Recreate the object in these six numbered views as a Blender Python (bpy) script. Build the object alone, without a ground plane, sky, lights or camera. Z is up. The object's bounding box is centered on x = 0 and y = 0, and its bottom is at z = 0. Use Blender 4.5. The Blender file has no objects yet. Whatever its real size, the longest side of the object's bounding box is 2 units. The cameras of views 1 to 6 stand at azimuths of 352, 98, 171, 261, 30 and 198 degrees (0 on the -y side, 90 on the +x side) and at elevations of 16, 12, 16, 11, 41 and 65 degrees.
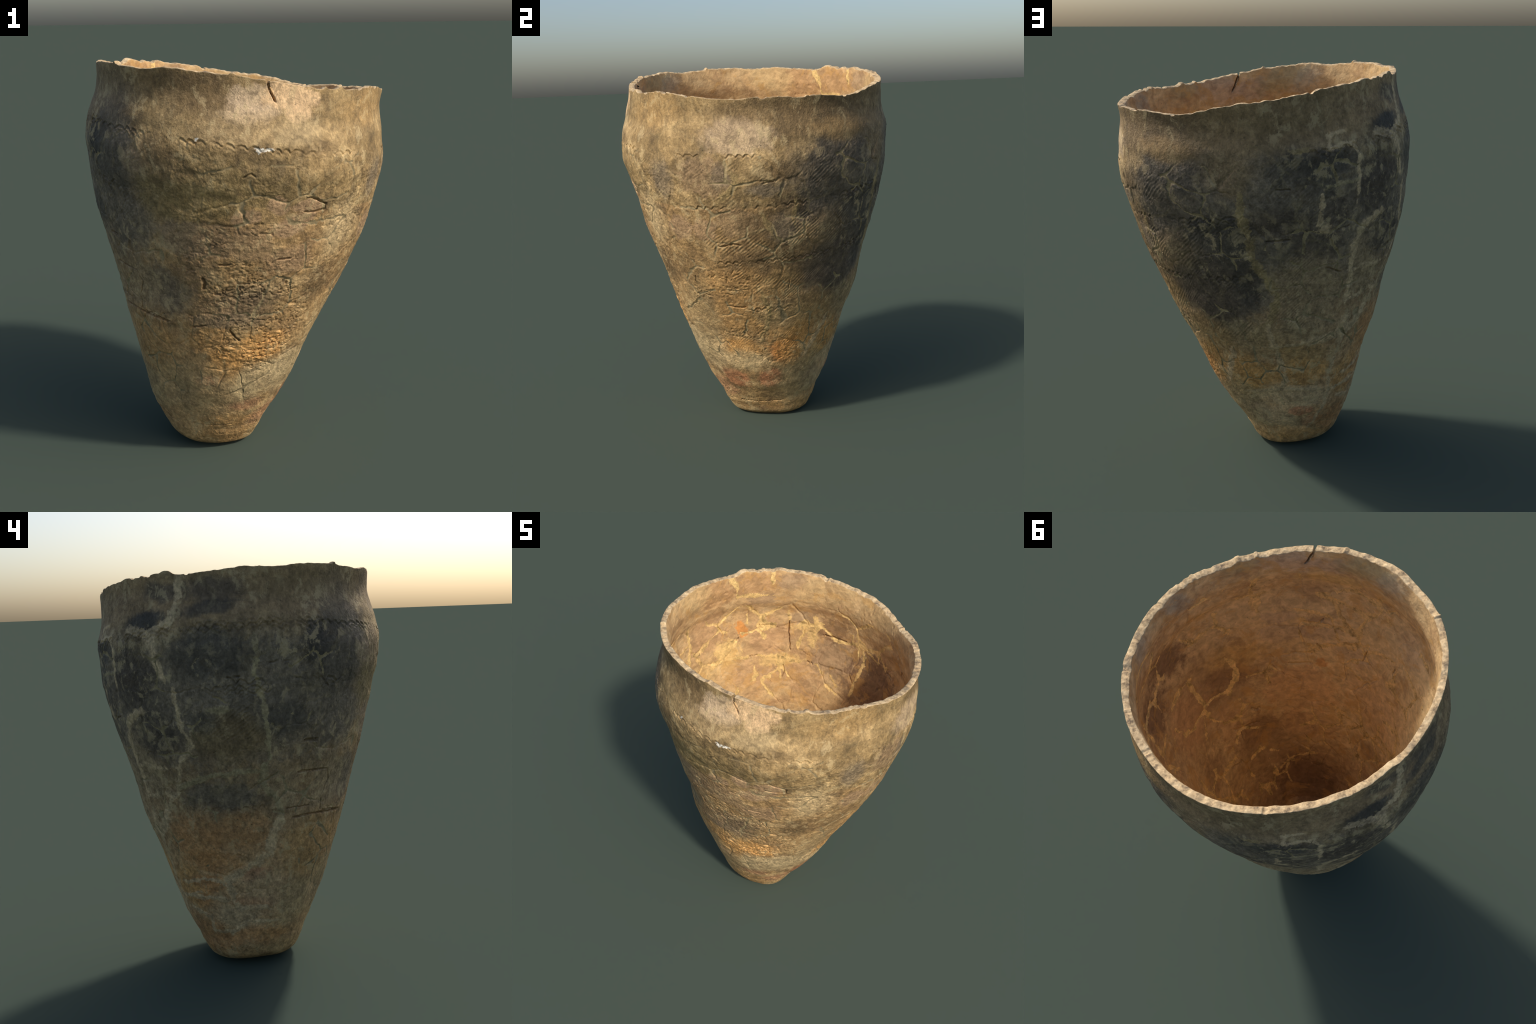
"""A leaning, hand-built clay vessel: tapering body on a small foot, soft shoulder with
impressed zigzag cords, short upright neck, broken rim, mended with plaster seams."""
import math
import numpy as np

# --------------------------------------------------------------------------- overall form
AXIS = ((-0.1517, 0.0126), (0.0254, -0.0019))     # axis of the leaning wall at z = 0 and at z = 2
# cross-sections from the ground up: height, mean radius, then cos/sin terms of the out-of-round shape
SECTIONS = [
    (0.00, 0.1684, 0.0362, 0.0012, -0.0127, 0.0009, -0.0006, 0.0014, -0.0087, -0.0006),
    (0.03, 0.2223, 0.0213, 0.0021, -0.0102, 0.0016, -0.0006, 0.0010, -0.0086, -0.0000),
    (0.08, 0.2569, 0.0008, 0.0009, -0.0063, 0.0027, -0.0006, 0.0003, -0.0083, 0.0011),
    (0.15, 0.2881, 0.0000, -0.0000, -0.0019, 0.0024, -0.0009, -0.0008, -0.0081, 0.0022),
    (0.25, 0.3412, 0.0054, -0.0012, 0.0011, 0.0013, -0.0003, -0.0017, -0.0074, 0.0032),
    (0.40, 0.4000, 0.0126, -0.0066, 0.0033, 0.0008, 0.0039, -0.0005, -0.0056, 0.0043),
    (0.60, 0.4606, 0.0131, -0.0062, 0.0040, -0.0005, 0.0090, 0.0001, -0.0015, 0.0050),
    (0.80, 0.5293, 0.0188, 0.0006, 0.0071, -0.0042, 0.0119, -0.0006, 0.0012, 0.0009),
    (1.00, 0.5886, 0.0270, -0.0005, 0.0125, -0.0107, 0.0108, -0.0003, 0.0009, -0.0027),
    (1.15, 0.6381, 0.0290, 0.0028, 0.0131, -0.0113, 0.0080, -0.0005, 0.0005, -0.0033),
    (1.30, 0.6777, 0.0226, 0.0036, 0.0144, -0.0071, 0.0050, -0.0008, 0.0014, -0.0025),
    (1.42, 0.7042, 0.0230, 0.0054, 0.0118, -0.0027, 0.0037, 0.0001, 0.0020, -0.0003),
    (1.54, 0.7228, 0.0140, -0.0010, 0.0080, 0.0007, 0.0036, 0.0019, 0.0019, 0.0017),
    (1.64, 0.7234, -0.0000, 0.0000, 0.0053, 0.0032, 0.0041, 0.0025, 0.0022, 0.0021),
    (1.75, 0.7028, -0.0074, 0.0008, 0.0089, 0.0078, 0.0052, 0.0019, 0.0026, 0.0014),
    (1.88, 0.6859, 0.0113, 0.0154, 0.0116, 0.0154, 0.0057, -0.0001, 0.0013, 0.0008),
    (2.00, 0.6997, 0.0234, 0.0197, 0.0147, 0.0239, 0.0072, -0.0034, -0.0017, 0.0009),
]
# height of the broken rim every 5 degrees, counted anticlockwise from +x
RIM = [1.82, 1.82, 1.823, 1.821, 1.822, 1.818, 1.819, 1.825, 1.817, 1.814, 1.816, 1.821,
       1.836, 1.849, 1.859, 1.871, 1.875, 1.883, 1.892, 1.904, 1.912, 1.926, 1.934, 1.942,
       1.948, 1.958, 1.958, 1.961, 1.972, 1.972, 1.964, 1.964, 1.969, 1.974, 1.981, 1.985,
       1.986, 1.981, 1.986, 1.991, 1.993, 1.994, 1.992, 1.984, 1.979, 1.975, 1.974, 1.979,
       1.976, 1.968, 1.961, 1.954, 1.95, 1.941, 1.928, 1.919, 1.91, 1.901, 1.89, 1.878,
       1.874, 1.879, 1.866, 1.866, 1.867, 1.865, 1.866, 1.857, 1.847, 1.839, 1.831, 1.822]
# wall thickness (measured level) against height
WALL = [(0.0, 0.060), (0.15, 0.050), (0.5, 0.036), (1.0, 0.032), (1.4, 0.030), (1.60, 0.036),
        (1.69, 0.047), (1.76, 0.044), (1.86, 0.037), (1.95, 0.031), (2.1, 0.029)]
# swellings (+) and dents (-) of the wall: azimuth, height, half width in degrees, half height, rise
SWELLINGS = [(57, 0.76, 32, 0.42, 0.024), (224, 1.61, 18, 0.11, 0.014), (75, 1.86, 18, 0.10, 0.007),
             (313, 1.26, 17, 0.25, -0.019), (57, 0.34, 26, 0.14, -0.028), (228, 0.24, 22, 0.13, -0.015),
             (272, 0.19, 20, 0.14, 0.018), (145, 0.70, 14, 0.14, 0.008),
             (215, 1.33, 22, 0.16, -0.010), (228, 0.94, 18, 0.14, -0.010), (212, 0.62, 12, 0.12, 0.009), (230, 0.42, 14, 0.12, -0.018), (192, 0.30, 14, 0.12, 0.008), (318, 0.64, 15, 0.18, 0.024), (314, 0.10, 18, 0.09, 0.012), (316, 0.36, 14, 0.10, -0.012),
             (295, 0.75, 16, 0.22, 0.009), (355, 0.18, 18, 0.10, 0.010), (172, 0.12, 18, 0.09, 0.017),
             (34, 1.16, 20, 0.18, 0.017), (308, 1.72, 22, 0.10, -0.013), (352, 1.85, 24, 0.07, 0.008)]
FLOOR = 0.085          # height of the inside floor


def cubic(x, xs, ys):
    """smooth curve through control points, without overshoot"""
    xs, ys = np.asarray(xs, float), np.asarray(ys, float)
    h = np.diff(xs)
    d = np.diff(ys) / h
    m = np.zeros_like(ys)
    m[0], m[-1] = d[0], d[-1]
    a, b = d[:-1], d[1:]
    w1, w2 = 2 * h[1:] + h[:-1], h[1:] + 2 * h[:-1]
    same = a * b > 0
    m[1:-1][same] = ((w1 + w2) / (w1 / np.where(same, a, 1) + w2 / np.where(same, b, 1)))[same]
    x = np.clip(x, xs[0], xs[-1])
    i = np.clip(np.searchsorted(xs, x) - 1, 0, len(xs) - 2)
    t = (x - xs[i]) / h[i]
    return ((1 + 2 * t) * (1 - t) ** 2 * ys[i] + t * (1 - t) ** 2 * h[i] * m[i]
            + t * t * (3 - 2 * t) * ys[i + 1] + t * t * (t - 1) * h[i] * m[i + 1])


def centre(z):
    (x0, y0), (x1, y1) = AXIS
    return x0 + (x1 - x0) * z / 2, y0 + (y1 - y0) * z / 2


def outer_radius(t, z):
    heights = [s[0] for s in SECTIONS]
    terms = [cubic(z, heights, [s[k] for s in SECTIONS]) for k in range(1, 10)]
    r = terms[0]
    for k in range(1, 5):
        r = r + terms[2 * k - 1] * np.cos(k * t) + terms[2 * k] * np.sin(k * t)
    for az, height, half, tall, rise in SWELLINGS:
        e = (((np.degrees(t) - az + 180) % 360 - 180) / half) ** 2 + ((z - height) / tall) ** 2
        r = r + rise * np.exp(-1.4 * e)
    return r


def wall(z):
    return cubic(z, [w[0] for w in WALL], [w[1] for w in WALL])


def smoothed(x, a, b):
    f = np.clip((x - a) / (b - a), 0, 1)
    return f * f * (3 - 2 * f)


def inner_radius(t, z):
    r = outer_radius(t, z)
    lean = smoothed(z, 0.9, 1.4)
    thin = 1 - 0.15 * smoothed(np.cos(t - np.radians(170)), 0.55, 0.95) * smoothed(z, 1.74, 1.82)
    return np.maximum(r - wall(z + 0.125 * r * np.cos(t) * lean) * thin, 0.02)


def rim_height(t):
    a = np.degrees(t) % 360 / 5
    i = np.floor(a).astype(int)
    f = a - i
    f = f * f * (3 - 2 * f)
    z = np.array(RIM)
    return z[i % 72] * (1 - f) + z[(i + 1) % 72] * f


def place(t, r, z):
    cx, cy = centre(z)
    return np.stack([cx + r * np.cos(t), cy + r * np.sin(t), z], -1)


# --------------------------------------------------------------------------- surface features
# patches of clay, soot, slip and plaster: kind, azimuth, height, half width, half height, tilt, softness, strength
OUTER_PATCHES = [
    ("pale_low_back", 95, 0.5, 0.3, 0.33, 0, .5, 0.6),  # large paler, warmer patches low on the back
    ("pale_low_back", 135, 0.5, 0.3, 0.33, 0, .5, 0.7),
    ("pale_low_back", 170, 0.52, 0.3, 0.35, 0, .5, 0.7),
    ("pale_low_back", 205, 0.52, 0.3, 0.35, 0, .5, 0.6),
    ("pale_low_back", 60, 0.45, 0.25, 0.3, 0, .5, 0.4),
    ("dusk", 60, 0.95, 0.4, 0.25, 0, .55, 0.6),
    ("dusk", 105, 0.95, 0.4, 0.25, 0, .55, 0.6),
    ("dusk", 150, 0.95, 0.4, 0.25, 0, .55, 0.6),
    ("dusk", 200, 0.95, 0.35, 0.25, 0, .55, 0.5),
    ("charcoal", 45, 1.38, 0.3, 0.28, 0, .55, 0.75),
    ("charcoal", 75, 1.36, 0.4, 0.33, 0, .55, 0.85),
    ("charcoal", 110, 1.36, 0.4, 0.33, 0, .55, 0.85),
    ("charcoal", 150, 1.4, 0.4, 0.3, 0, .55, 0.85),
    ("charcoal", 190, 1.42, 0.4, 0.3, 0, .55, 0.85),
    ("charcoal", 218, 1.45, 0.25, 0.25, 0, .55, 0.7),
    ("dusk", 100, 1.84, 0.4, 0.13, 0, .55, 0.6),
    ("dusk", 150, 1.87, 0.4, 0.13, 0, .55, 0.7),
    ("dusk", 195, 1.88, 0.3, 0.13, 0, .55, 0.6),
    ("umber", 243.0, 1.904, 0.204, 0.086, 0, .5, .6),
    ("umber", 254.3, 1.82, 0.08, 0.053, 0, .6, .4),
    ("slate", 212.6, 1.803, 0.132, 0.154, 0, .5, .6),
    ("soot", 211.1, 1.603, 0.176, 0.203, 0, .4, .85),
    ("slate", 218.7, 1.698, 0.1, 0.057, 0, .3, .8),
    ("mauve", 226.2, 1.583, 0.068, 0.058, 0, .15, .9),
    ("mauve", 228.2, 1.47, 0.06, 0.081, 0, .2, .8),
    ("greige", 267.7, 1.857, 0.101, 0.053, 0, .2, .85),
    ("greige", 267.9, 1.792, 0.114, 0.04, 0, .3, .8),
    ("peach", 282.4, 1.851, 0.136, 0.061, 5, .12, .95),
    ("peach", 286.2, 1.783, 0.076, 0.041, 0, .2, .9),
    ("olive", 251.7, 1.393, 0.168, 0.085, 0, .4, .75),
    ("olive", 264.1, 1.484, 0.269, 0.107, 0, .6, .5),
    ("olive", 235.1, 1.44, 0.098, 0.112, 0, .5, .7),
    ("umber", 235.4, 1.617, 0.091, 0.081, 0, .5, .5),
    ("mauve", 245.0, 1.243, 0.126, 0.089, 10, .2, .8),
    ("clay", 256.9, 1.241, 0.085, 0.088, 20, .2, .7),
    ("clay", 271.1, 1.214, 0.114, 0.081, 0, .25, .75),
    ("rose", 269.2, 1.345, 0.063, 0.035, 0, .15, .8),
    ("rose", 280.1, 1.397, 0.053, 0.041, 0, .15, .9),
    ("rose", 293.4, 1.387, 0.081, 0.036, 0, .15, .9),
    ("rose", 288.3, 1.299, 0.117, 0.047, -15, .2, .85),
    ("slate", 216.9, 1.287, 0.169, 0.115, 0, .25, .75),
    ("rose", 289.3, 1.122, 0.112, 0.063, 0, .35, .7),
    ("umber", 309.1, 0.961, 0.081, 0.096, 0, .5, .75),
    ("slate", 233.5, 0.984, 0.152, 0.118, 15, .25, .85),
    ("clay", 250.2, 1.092, 0.089, 0.085, 10, .4, .6),
    ("soot", 274.8, 0.926, 0.142, 0.083, 0, .6, .65),
    ("clay", 262.6, 0.889, 0.137, 0.09, 0, .4, .55),
    ("buff", 289.2, 1.003, 0.174, 0.034, 0, .4, .5),
    ("slate", 266.3, 0.826, 0.168, 0.046, 0, .5, .5),
    ("ochre", 221.0, 0.675, 0.141, 0.185, 15, .25, .75),
    ("ochre", 258.6, 0.707, 0.116, 0.074, 0, .2, .85),
    ("amber", 267.0, 0.579, 0.086, 0.103, 20, .3, .8),
    ("amber", 286.9, 0.666, 0.123, 0.092, 0, .35, .75),
    ("olivebuff", 248.2, 0.423, 0.242, 0.171, 0, .4, .6),
    ("cream", 293.6, 0.458, 0.141, 0.112, -15, .35, .7),
    ("cream", 310.9, 0.515, 0.109, 0.091, -25, .25, .75),
    ("rust", 288.0, 0.304, 0.089, 0.036, 0, .35, 0.56),
    ("rust", 311.9, 0.194, 0.103, 0.063, 0, .35, 0.56),
    ("rust", 257.4, 0.48, 0.048, 0.025, 0, .4, 0.40),
    ("ochre", 275.9, 0.202, 0.126, 0.044, 0, .4, .6),
    ("ochre", 276.8, 0.085, 0.154, 0.066, 0, .5, .5),
    ("cream", 313.9, 1.249, 0.113, 0.135, 10, .5, .6),
    ("cream", 286.0, 1.717, 0.106, 0.055, 0, .6, .5),
    ("buff", 264.8, 1.735, 0.202, 0.06, 0, .6, .5),
    ("umber", 293.7, 1.636, 0.1, 0.028, 0, .5, .5),
    ("tawny", 325.3, 1.794, 0.182, 0.078, 0, .5, .5),
    ("greige", 2.8, 1.65, 0.165, 0.082, 0, .3, .7),
    ("umber", 9.2, 1.765, 0.198, 0.056, 0, .4, .6),
    ("umber", 41.2, 1.761, 0.259, 0.115, 0, .5, .7),
    ("umber", 23.1, 1.668, 0.077, 0.075, 0, .5, .5),
    ("clay", 348.5, 1.465, 0.145, 0.096, 0, .15, .85),
    ("slate", 356.0, 1.464, 0.05, 0.062, 0, .35, .6),
    ("slate", 329.0, 1.458, 0.08, 0.091, 0, .3, .7),
    ("soot", 36.8, 1.519, 0.134, 0.092, -30, .25, .9),
    ("slate", 55.2, 1.465, 0.154, 0.129, 0, .35, .8),
    ("soot", 35.9, 1.377, 0.145, 0.077, 0, .35, .9),
    ("char", 55.5, 1.246, 0.199, 0.118, -25, .3, .9),
    ("char", 29.0, 1.262, 0.069, 0.06, 0, .25, .9),
    ("umber", 14.8, 1.478, 0.091, 0.061, 0, .5, .6),
    ("slate", 11.5, 1.402, 0.092, 0.036, 0, .25, .75),
    ("umber", 19.4, 1.331, 0.11, 0.051, 0, .35, .7),
    ("clay", 0.1, 1.237, 0.117, 0.073, 0, .2, .7),
    ("umber", 10.2, 1.223, 0.117, 0.077, 0, .3, .7),
    ("slate", 18.0, 1.2, 0.08, 0.078, 0, .3, .7),
    ("umber", 15.1, 1.045, 0.161, 0.075, 0, .35, .75),
    ("soot", 51.9, 1.094, 0.206, 0.088, 0, .4, .7),
    ("bistre", 42.3, 0.929, 0.222, 0.172, -10, .3, .85),
    ("char", 55.6, 0.902, 0.14, 0.156, 0, .5, .6),
    ("rose", 334.5, 1.212, 0.081, 0.064, 0, .15, .8),
    ("rose", 345.8, 1.211, 0.056, 0.06, 0, .2, .7),
    ("ochre", 354.6, 0.906, 0.165, 0.094, 0, .3, .8),
    ("ochre", 354.8, 0.727, 0.161, 0.126, 0, .25, .85),
    ("tawny", 18.3, 0.893, 0.101, 0.091, 0, .4, .6),
    ("amber", 349.6, 0.502, 0.127, 0.06, 0, .3, .7),
    ("ochre", 23.1, 0.609, 0.132, 0.102, 0, .3, .8),
    ("orange", 22.6, 0.483, 0.099, 0.08, -15, .35, .85),
    ("amber", 51.2, 0.494, 0.091, 0.157, 15, .35, .7),
    ("brick", 337.0, 0.286, 0.084, 0.067, 10, .25, 0.64),
    ("brick", 10.3, 0.295, 0.073, 0.067, -10, .25, 0.68),
    ("olivebuff", 38.5, 0.323, 0.134, 0.224, 0, .4, .7),
    ("olivebuff", 18.6, 0.717, 0.137, 0.077, 0, .3, .6),
    ("cream", 322.3, 0.457, 0.117, 0.141, 25, .4, .65),
    ("cream", 352.5, 0.416, 0.109, 0.062, 0, .4, .6),
    ("olivebuff", 327.5, 0.699, 0.106, 0.181, 20, .4, .5),
    ("umber", 346.5, 1.212, 0.211, 0.334, 0, .8, .12),
    ("olivedark", 70.8, 1.746, 0.276, 0.089, 0, .4, .7),
    ("olivedark", 94.6, 1.839, 0.207, 0.095, 0, .5, .75),
    ("tawny", 43.6, 1.661, 0.155, 0.05, 0, .5, .5),
    ("soot", 37.8, 1.53, 0.097, 0.089, -15, .25, 0.95),
    ("soot", 51.7, 1.533, 0.081, 0.079, 0, .25, 0.95),
    ("slate", 59.4, 1.489, 0.076, 0.066, 0, .2, 0.80),
    ("olivedark", 67.4, 1.566, 0.1, 0.098, 0, .4, .7),
    ("soot", 36.4, 1.366, 0.107, 0.092, 0, .4, 0.86),
    ("slate", 58.1, 1.405, 0.144, 0.06, 0, .25, 0.92),
    ("char", 61.4, 1.314, 0.164, 0.064, 0, .25, .9),
    ("soot", 56.8, 1.221, 0.17, 0.078, 0, .3, 0.95),
    ("olivedark", 37.2, 1.173, 0.139, 0.092, 0, .5, .6),
    ("soot", 60.6, 1.133, 0.123, 0.054, 0, .35, 0.92),
    ("bistre", 55.5, 0.995, 0.198, 0.157, 0, .2, 0.95),
    ("char", 68.4, 1.025, 0.069, 0.13, 0, .45, .7),
    ("slate", 75.9, 0.975, 0.033, 0.082, 0, .3, 0.80),
    ("soot", 90.1, 1.595, 0.104, 0.076, 0, .2, 0.92),
    ("char", 104.3, 1.615, 0.12, 0.063, 0, .25, .85),
    ("soot", 101.4, 1.517, 0.09, 0.058, 0, .3, 0.92),
    ("slate", 86.9, 1.452, 0.155, 0.066, 0, .25, 0.92),
    ("bistre", 86.3, 1.345, 0.143, 0.072, 0, .25, 0.92),
    ("slate", 83.1, 1.217, 0.102, 0.067, 0, .25, 0.92),
    ("bistre", 106.7, 1.39, 0.074, 0.079, 0, .25, 0.92),
    ("bistre", 128.9, 1.539, 0.127, 0.114, 0, .2, 0.92),
    ("char", 133.3, 1.755, 0.11, 0.043, 0, .2, .85),
    ("bistre", 99.0, 1.223, 0.122, 0.092, -15, .4, 0.80),
    ("drab", 95.0, 0.985, 0.169, 0.202, 0, .3, .7),
    ("drab", 123.2, 1.199, 0.098, 0.123, 0, .3, .7),
    ("drab", 124.4, 1.058, 0.094, 0.091, 0, .3, .7),
    ("olivebuff", 65.0, 0.75, 0.173, 0.093, 0, .5, .5),
    ("drab", 96.6, 0.803, 0.127, 0.094, 0, .4, .6),
    ("tawny", 35.7, 0.734, 0.143, 0.103, 20, .5, .6),
    ("amber", 29.4, 0.518, 0.103, 0.13, 20, .4, .7),
    ("amber", 61.3, 0.51, 0.124, 0.081, 0, .3, .75),
    ("tawny", 91.3, 0.637, 0.121, 0.077, 0, .3, .6),
    ("amber", 93.4, 0.522, 0.123, 0.087, 0, .3, .75),
    ("amber", 127.9, 0.459, 0.109, 0.134, 0, .3, .7),
    ("celadon", 85.8, 0.363, 0.191, 0.07, 0, .3, .7),
    ("celadon", 69.0, 0.211, 0.103, 0.073, 0, .4, .55),
    ("brick", 90.2, 0.265, 0.068, 0.032, 0, .2, 0.68),
    ("drab", 54.6, 0.245, 0.108, 0.069, 0, .4, .5),
    ("amber", 83.3, 0.088, 0.227, 0.057, 0, .4, .5),
    ("rust", 104.2, 0.198, 0.075, 0.036, -15, .3, 0.48),
    ("olivedark", 194.2, 1.905, 0.234, 0.084, 0, .4, .6),
    ("bistre", 163.5, 1.889, 0.143, 0.063, 0, .35, 0.80),
    ("char", 162.2, 1.813, 0.143, 0.033, -8, .3, .8),
    ("char", 136.1, 1.766, 0.115, 0.038, -8, .25, .85),
    ("bistre", 142.1, 1.893, 0.101, 0.043, 0, .3, 0.80),
    ("soot", 162.0, 1.625, 0.184, 0.106, 0, .35, 0.92),
    ("slate", 185.7, 1.614, 0.115, 0.07, 0, .3, 0.86),
    ("char", 202.1, 1.646, 0.071, 0.087, 0, .3, .85),
    ("bistre", 126.5, 1.48, 0.159, 0.115, 0, .25, 0.95),
    ("bistre", 135.0, 1.255, 0.14, 0.112, 0, .25, 0.92),
    ("olivedark", 166.8, 1.246, 0.177, 0.114, 0, .35, .85),
    ("soot", 157.3, 1.323, 0.067, 0.045, 0, .3, 0.80),
    ("soot", 190.2, 1.32, 0.123, 0.083, 0, .35, 0.92),
    ("slate", 185.9, 1.457, 0.217, 0.059, 0, .4, 0.75),
    ("slate", 209.7, 1.404, 0.119, 0.097, 0, .4, 0.57),
    ("slate", 161.4, 0.961, 0.197, 0.075, 0, .35, 0.86),
    ("drab", 127.5, 1.022, 0.102, 0.078, 0, .25, .7),
    ("drab", 218.9, 0.964, 0.12, 0.157, 10, .4, .7),
    ("drab", 191.8, 0.956, 0.082, 0.083, 0, .4, .6),
    ("sienna", 142.9, 0.72, 0.131, 0.144, 0, .35, .75),
    ("sienna", 169.5, 0.775, 0.132, 0.103, 0, .4, .6),
    ("ochre", 209.4, 0.65, 0.127, 0.165, 0, .3, .7),
    ("sienna", 144.3, 0.495, 0.101, 0.05, 0, .2, .85),
    ("sienna", 149.9, 0.616, 0.144, 0.058, 0, .3, .7),
    ("rust", 177.3, 0.543, 0.063, 0.04, -20, .25, 0.60),
    ("rust", 178.3, 0.398, 0.113, 0.028, 0, .4, 0.48),
    ("sienna", 135.7, 0.405, 0.058, 0.041, 0, .3, .7),
    ("celadon", 162.4, 0.308, 0.122, 0.067, 0, .35, .65),
    ("celadon", 182.9, 0.469, 0.112, 0.073, 0, .5, .45),
    ("olivebuff", 206.7, 0.37, 0.103, 0.135, 10, .4, .65),
    ("sienna", 129.0, 0.193, 0.141, 0.091, 10, .3, .75),
    ("sienna", 181.6, 0.195, 0.149, 0.055, -5, .4, .65),
]
INNER_PATCHES = [
    ("inner_shade_lift", 215, 1.1, 0.4, 0.5, 0, .5, .75),  # paler tint painted over the wall that lies in the cavity's shadow
    ("inner_shade_lift", 250, 1.1, 0.4, 0.55, 0, .5, .75),
    ("inner_shade_lift", 285, 1.1, 0.4, 0.55, 0, .5, .75),
    ("inner_shade_lift", 320, 1.1, 0.4, 0.55, 0, .5, .75),
    ("inner_shade_lift", 350, 1.0, 0.35, 0.5, 0, .5, .75),
    ("umber2", 338.1, 1.06, 0.392, 0.245, 10, .5, .55),
    ("umber2", 316.2, 0.584, 0.258, 0.209, -15, .5, .55),
    ("umber2", 281.1, 0.27, 0.328, 0.179, 0, .4, .6),
    ("clay2", 161.8, 1.88, 0.153, 0.097, -20, .15, .7),
    ("clay2", 137.2, 1.885, 0.151, 0.086, 0, .2, .7),
    ("slate2", 117.6, 1.881, 0.089, 0.053, 0, .3, .6),
    ("slate2", 132.4, 1.761, 0.102, 0.04, 0, .15, .5),
    ("straw", 177.3, 1.941, 0.147, 0.091, -30, .3, .6),
    ("straw", 95.8, 1.832, 0.223, 0.103, 15, .5, .6),
    ("straw", 65.6, 1.779, 0.193, 0.113, 30, .5, .5),
    ("biscuit", 165.2, 1.588, 0.158, 0.134, -20, .3, .6),
    ("biscuit", 126.5, 1.472, 0.147, 0.115, 0, .2, .6),
    ("biscuit", 133.1, 1.227, 0.173, 0.104, 0, .25, .6),
    ("biscuit", 105.0, 1.213, 0.13, 0.113, 0, .25, .5),
    ("dun5", 88.0, 1.373, 0.169, 0.13, 10, .2, .7),
    ("dun5", 109.1, 1.597, 0.093, 0.052, 5, .2, .6),
    ("umber5", 93.5, 1.576, 0.122, 0.07, 15, .2, .75),
    ("bole5", 58.3, 1.344, 0.234, 0.152, -20, .25, .85),
    ("bole5", 65.4, 1.204, 0.16, 0.084, 0, .3, .6),
    ("orange2", 142.8, 1.551, 0.036, 0.061, 25, .2, .9),
    ("butter", 152.1, 1.414, 0.091, 0.086, -35, .2, .9),
    ("butter", 167.7, 1.322, 0.112, 0.075, 0, .5, .5),
    ("butter", 119.9, 1.311, 0.15, 0.037, 5, .25, .75),
    ("butter", 102.6, 1.489, 0.034, 0.068, 0, .25, .75),
    ("greige2", 284.8, 1.839, 0.139, 0.087, 0, .15, .6),
    ("greige2", 266.5, 1.836, 0.085, 0.064, 10, .15, .6),
    ("ash", 336.9, 1.775, 0.095, 0.055, -45, .4, .7),
    ("ash", 1.2, 1.782, 0.068, 0.118, -15, .5, .6),
    ("olive2", 306.0, 1.851, 0.098, 0.051, -15, .4, .6),
    ("olive2", 249.9, 1.9, 0.169, 0.064, 25, .4, .7),
    ("mustard", 266.3, 1.714, 0.154, 0.044, 8, .3, .6),
    ("umber2", 277.2, 1.562, 0.115, 0.07, 0, .5, .5),
    ("ash", 238.3, 1.888, 0.107, 0.062, 40, .5, .5),
    ("dun", 292.6, 1.386, 0.093, 0.043, 0, .15, .6),
    ("dun", 292.1, 1.28, 0.139, 0.061, 0, .2, .5),
    ("dun", 274.7, 1.317, 0.105, 0.076, 15, .2, .55),
    ("dun", 255.5, 1.224, 0.118, 0.066, 0, .2, .5),
    ("mustard", 316.5, 1.198, 0.15, 0.101, 0, .5, .6),
    ("bole", 348.7, 1.454, 0.148, 0.099, -30, .35, .8),
    ("umber2", 324.8, 1.087, 0.156, 0.059, -10, .4, .8),
    ("umber2", 338.4, 1.014, 0.113, 0.049, 0, .5, .7),
    ("bole", 8.1, 1.344, 0.139, 0.113, -10, .4, .8),
    ("rust2", 355.4, 1.062, 0.164, 0.157, -10, .4, .6),
    ("rust2", 284.9, 0.908, 0.205, 0.166, 0, .25, .6),
    ("rust2", 333.8, 0.802, 0.096, 0.123, 0, .5, .4),
    ("umber2", 318.2, 0.668, 0.142, 0.104, 0, .4, .65),
    ("umber2", 7.1, 0.733, 0.129, 0.083, 0, .5, .6),
    ("rust2", 279.6, 0.647, 0.174, 0.104, 0, .3, .5),
    ("bole", 288.3, 0.291, 0.17, 0.102, 0, .3, .75),
    ("bole", 272.1, 0.164, 0.188, 0.088, 0, .3, .7),
    ("rust2", 233.8, 1.017, 0.239, 0.184, 0, .5, .5),
    ("umber2", 226.9, 0.677, 0.123, 0.069, 0, .4, .5),
    ("orange2", 272.6, 1.106, 0.04, 0.036, 0, .2, .6),
    ("dun", 226.5, 1.53, 0.117, 0.083, 0, .3, .4),
    ("straw", 242.8, 1.473, 0.127, 0.097, 30, .6, .35),
]
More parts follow.
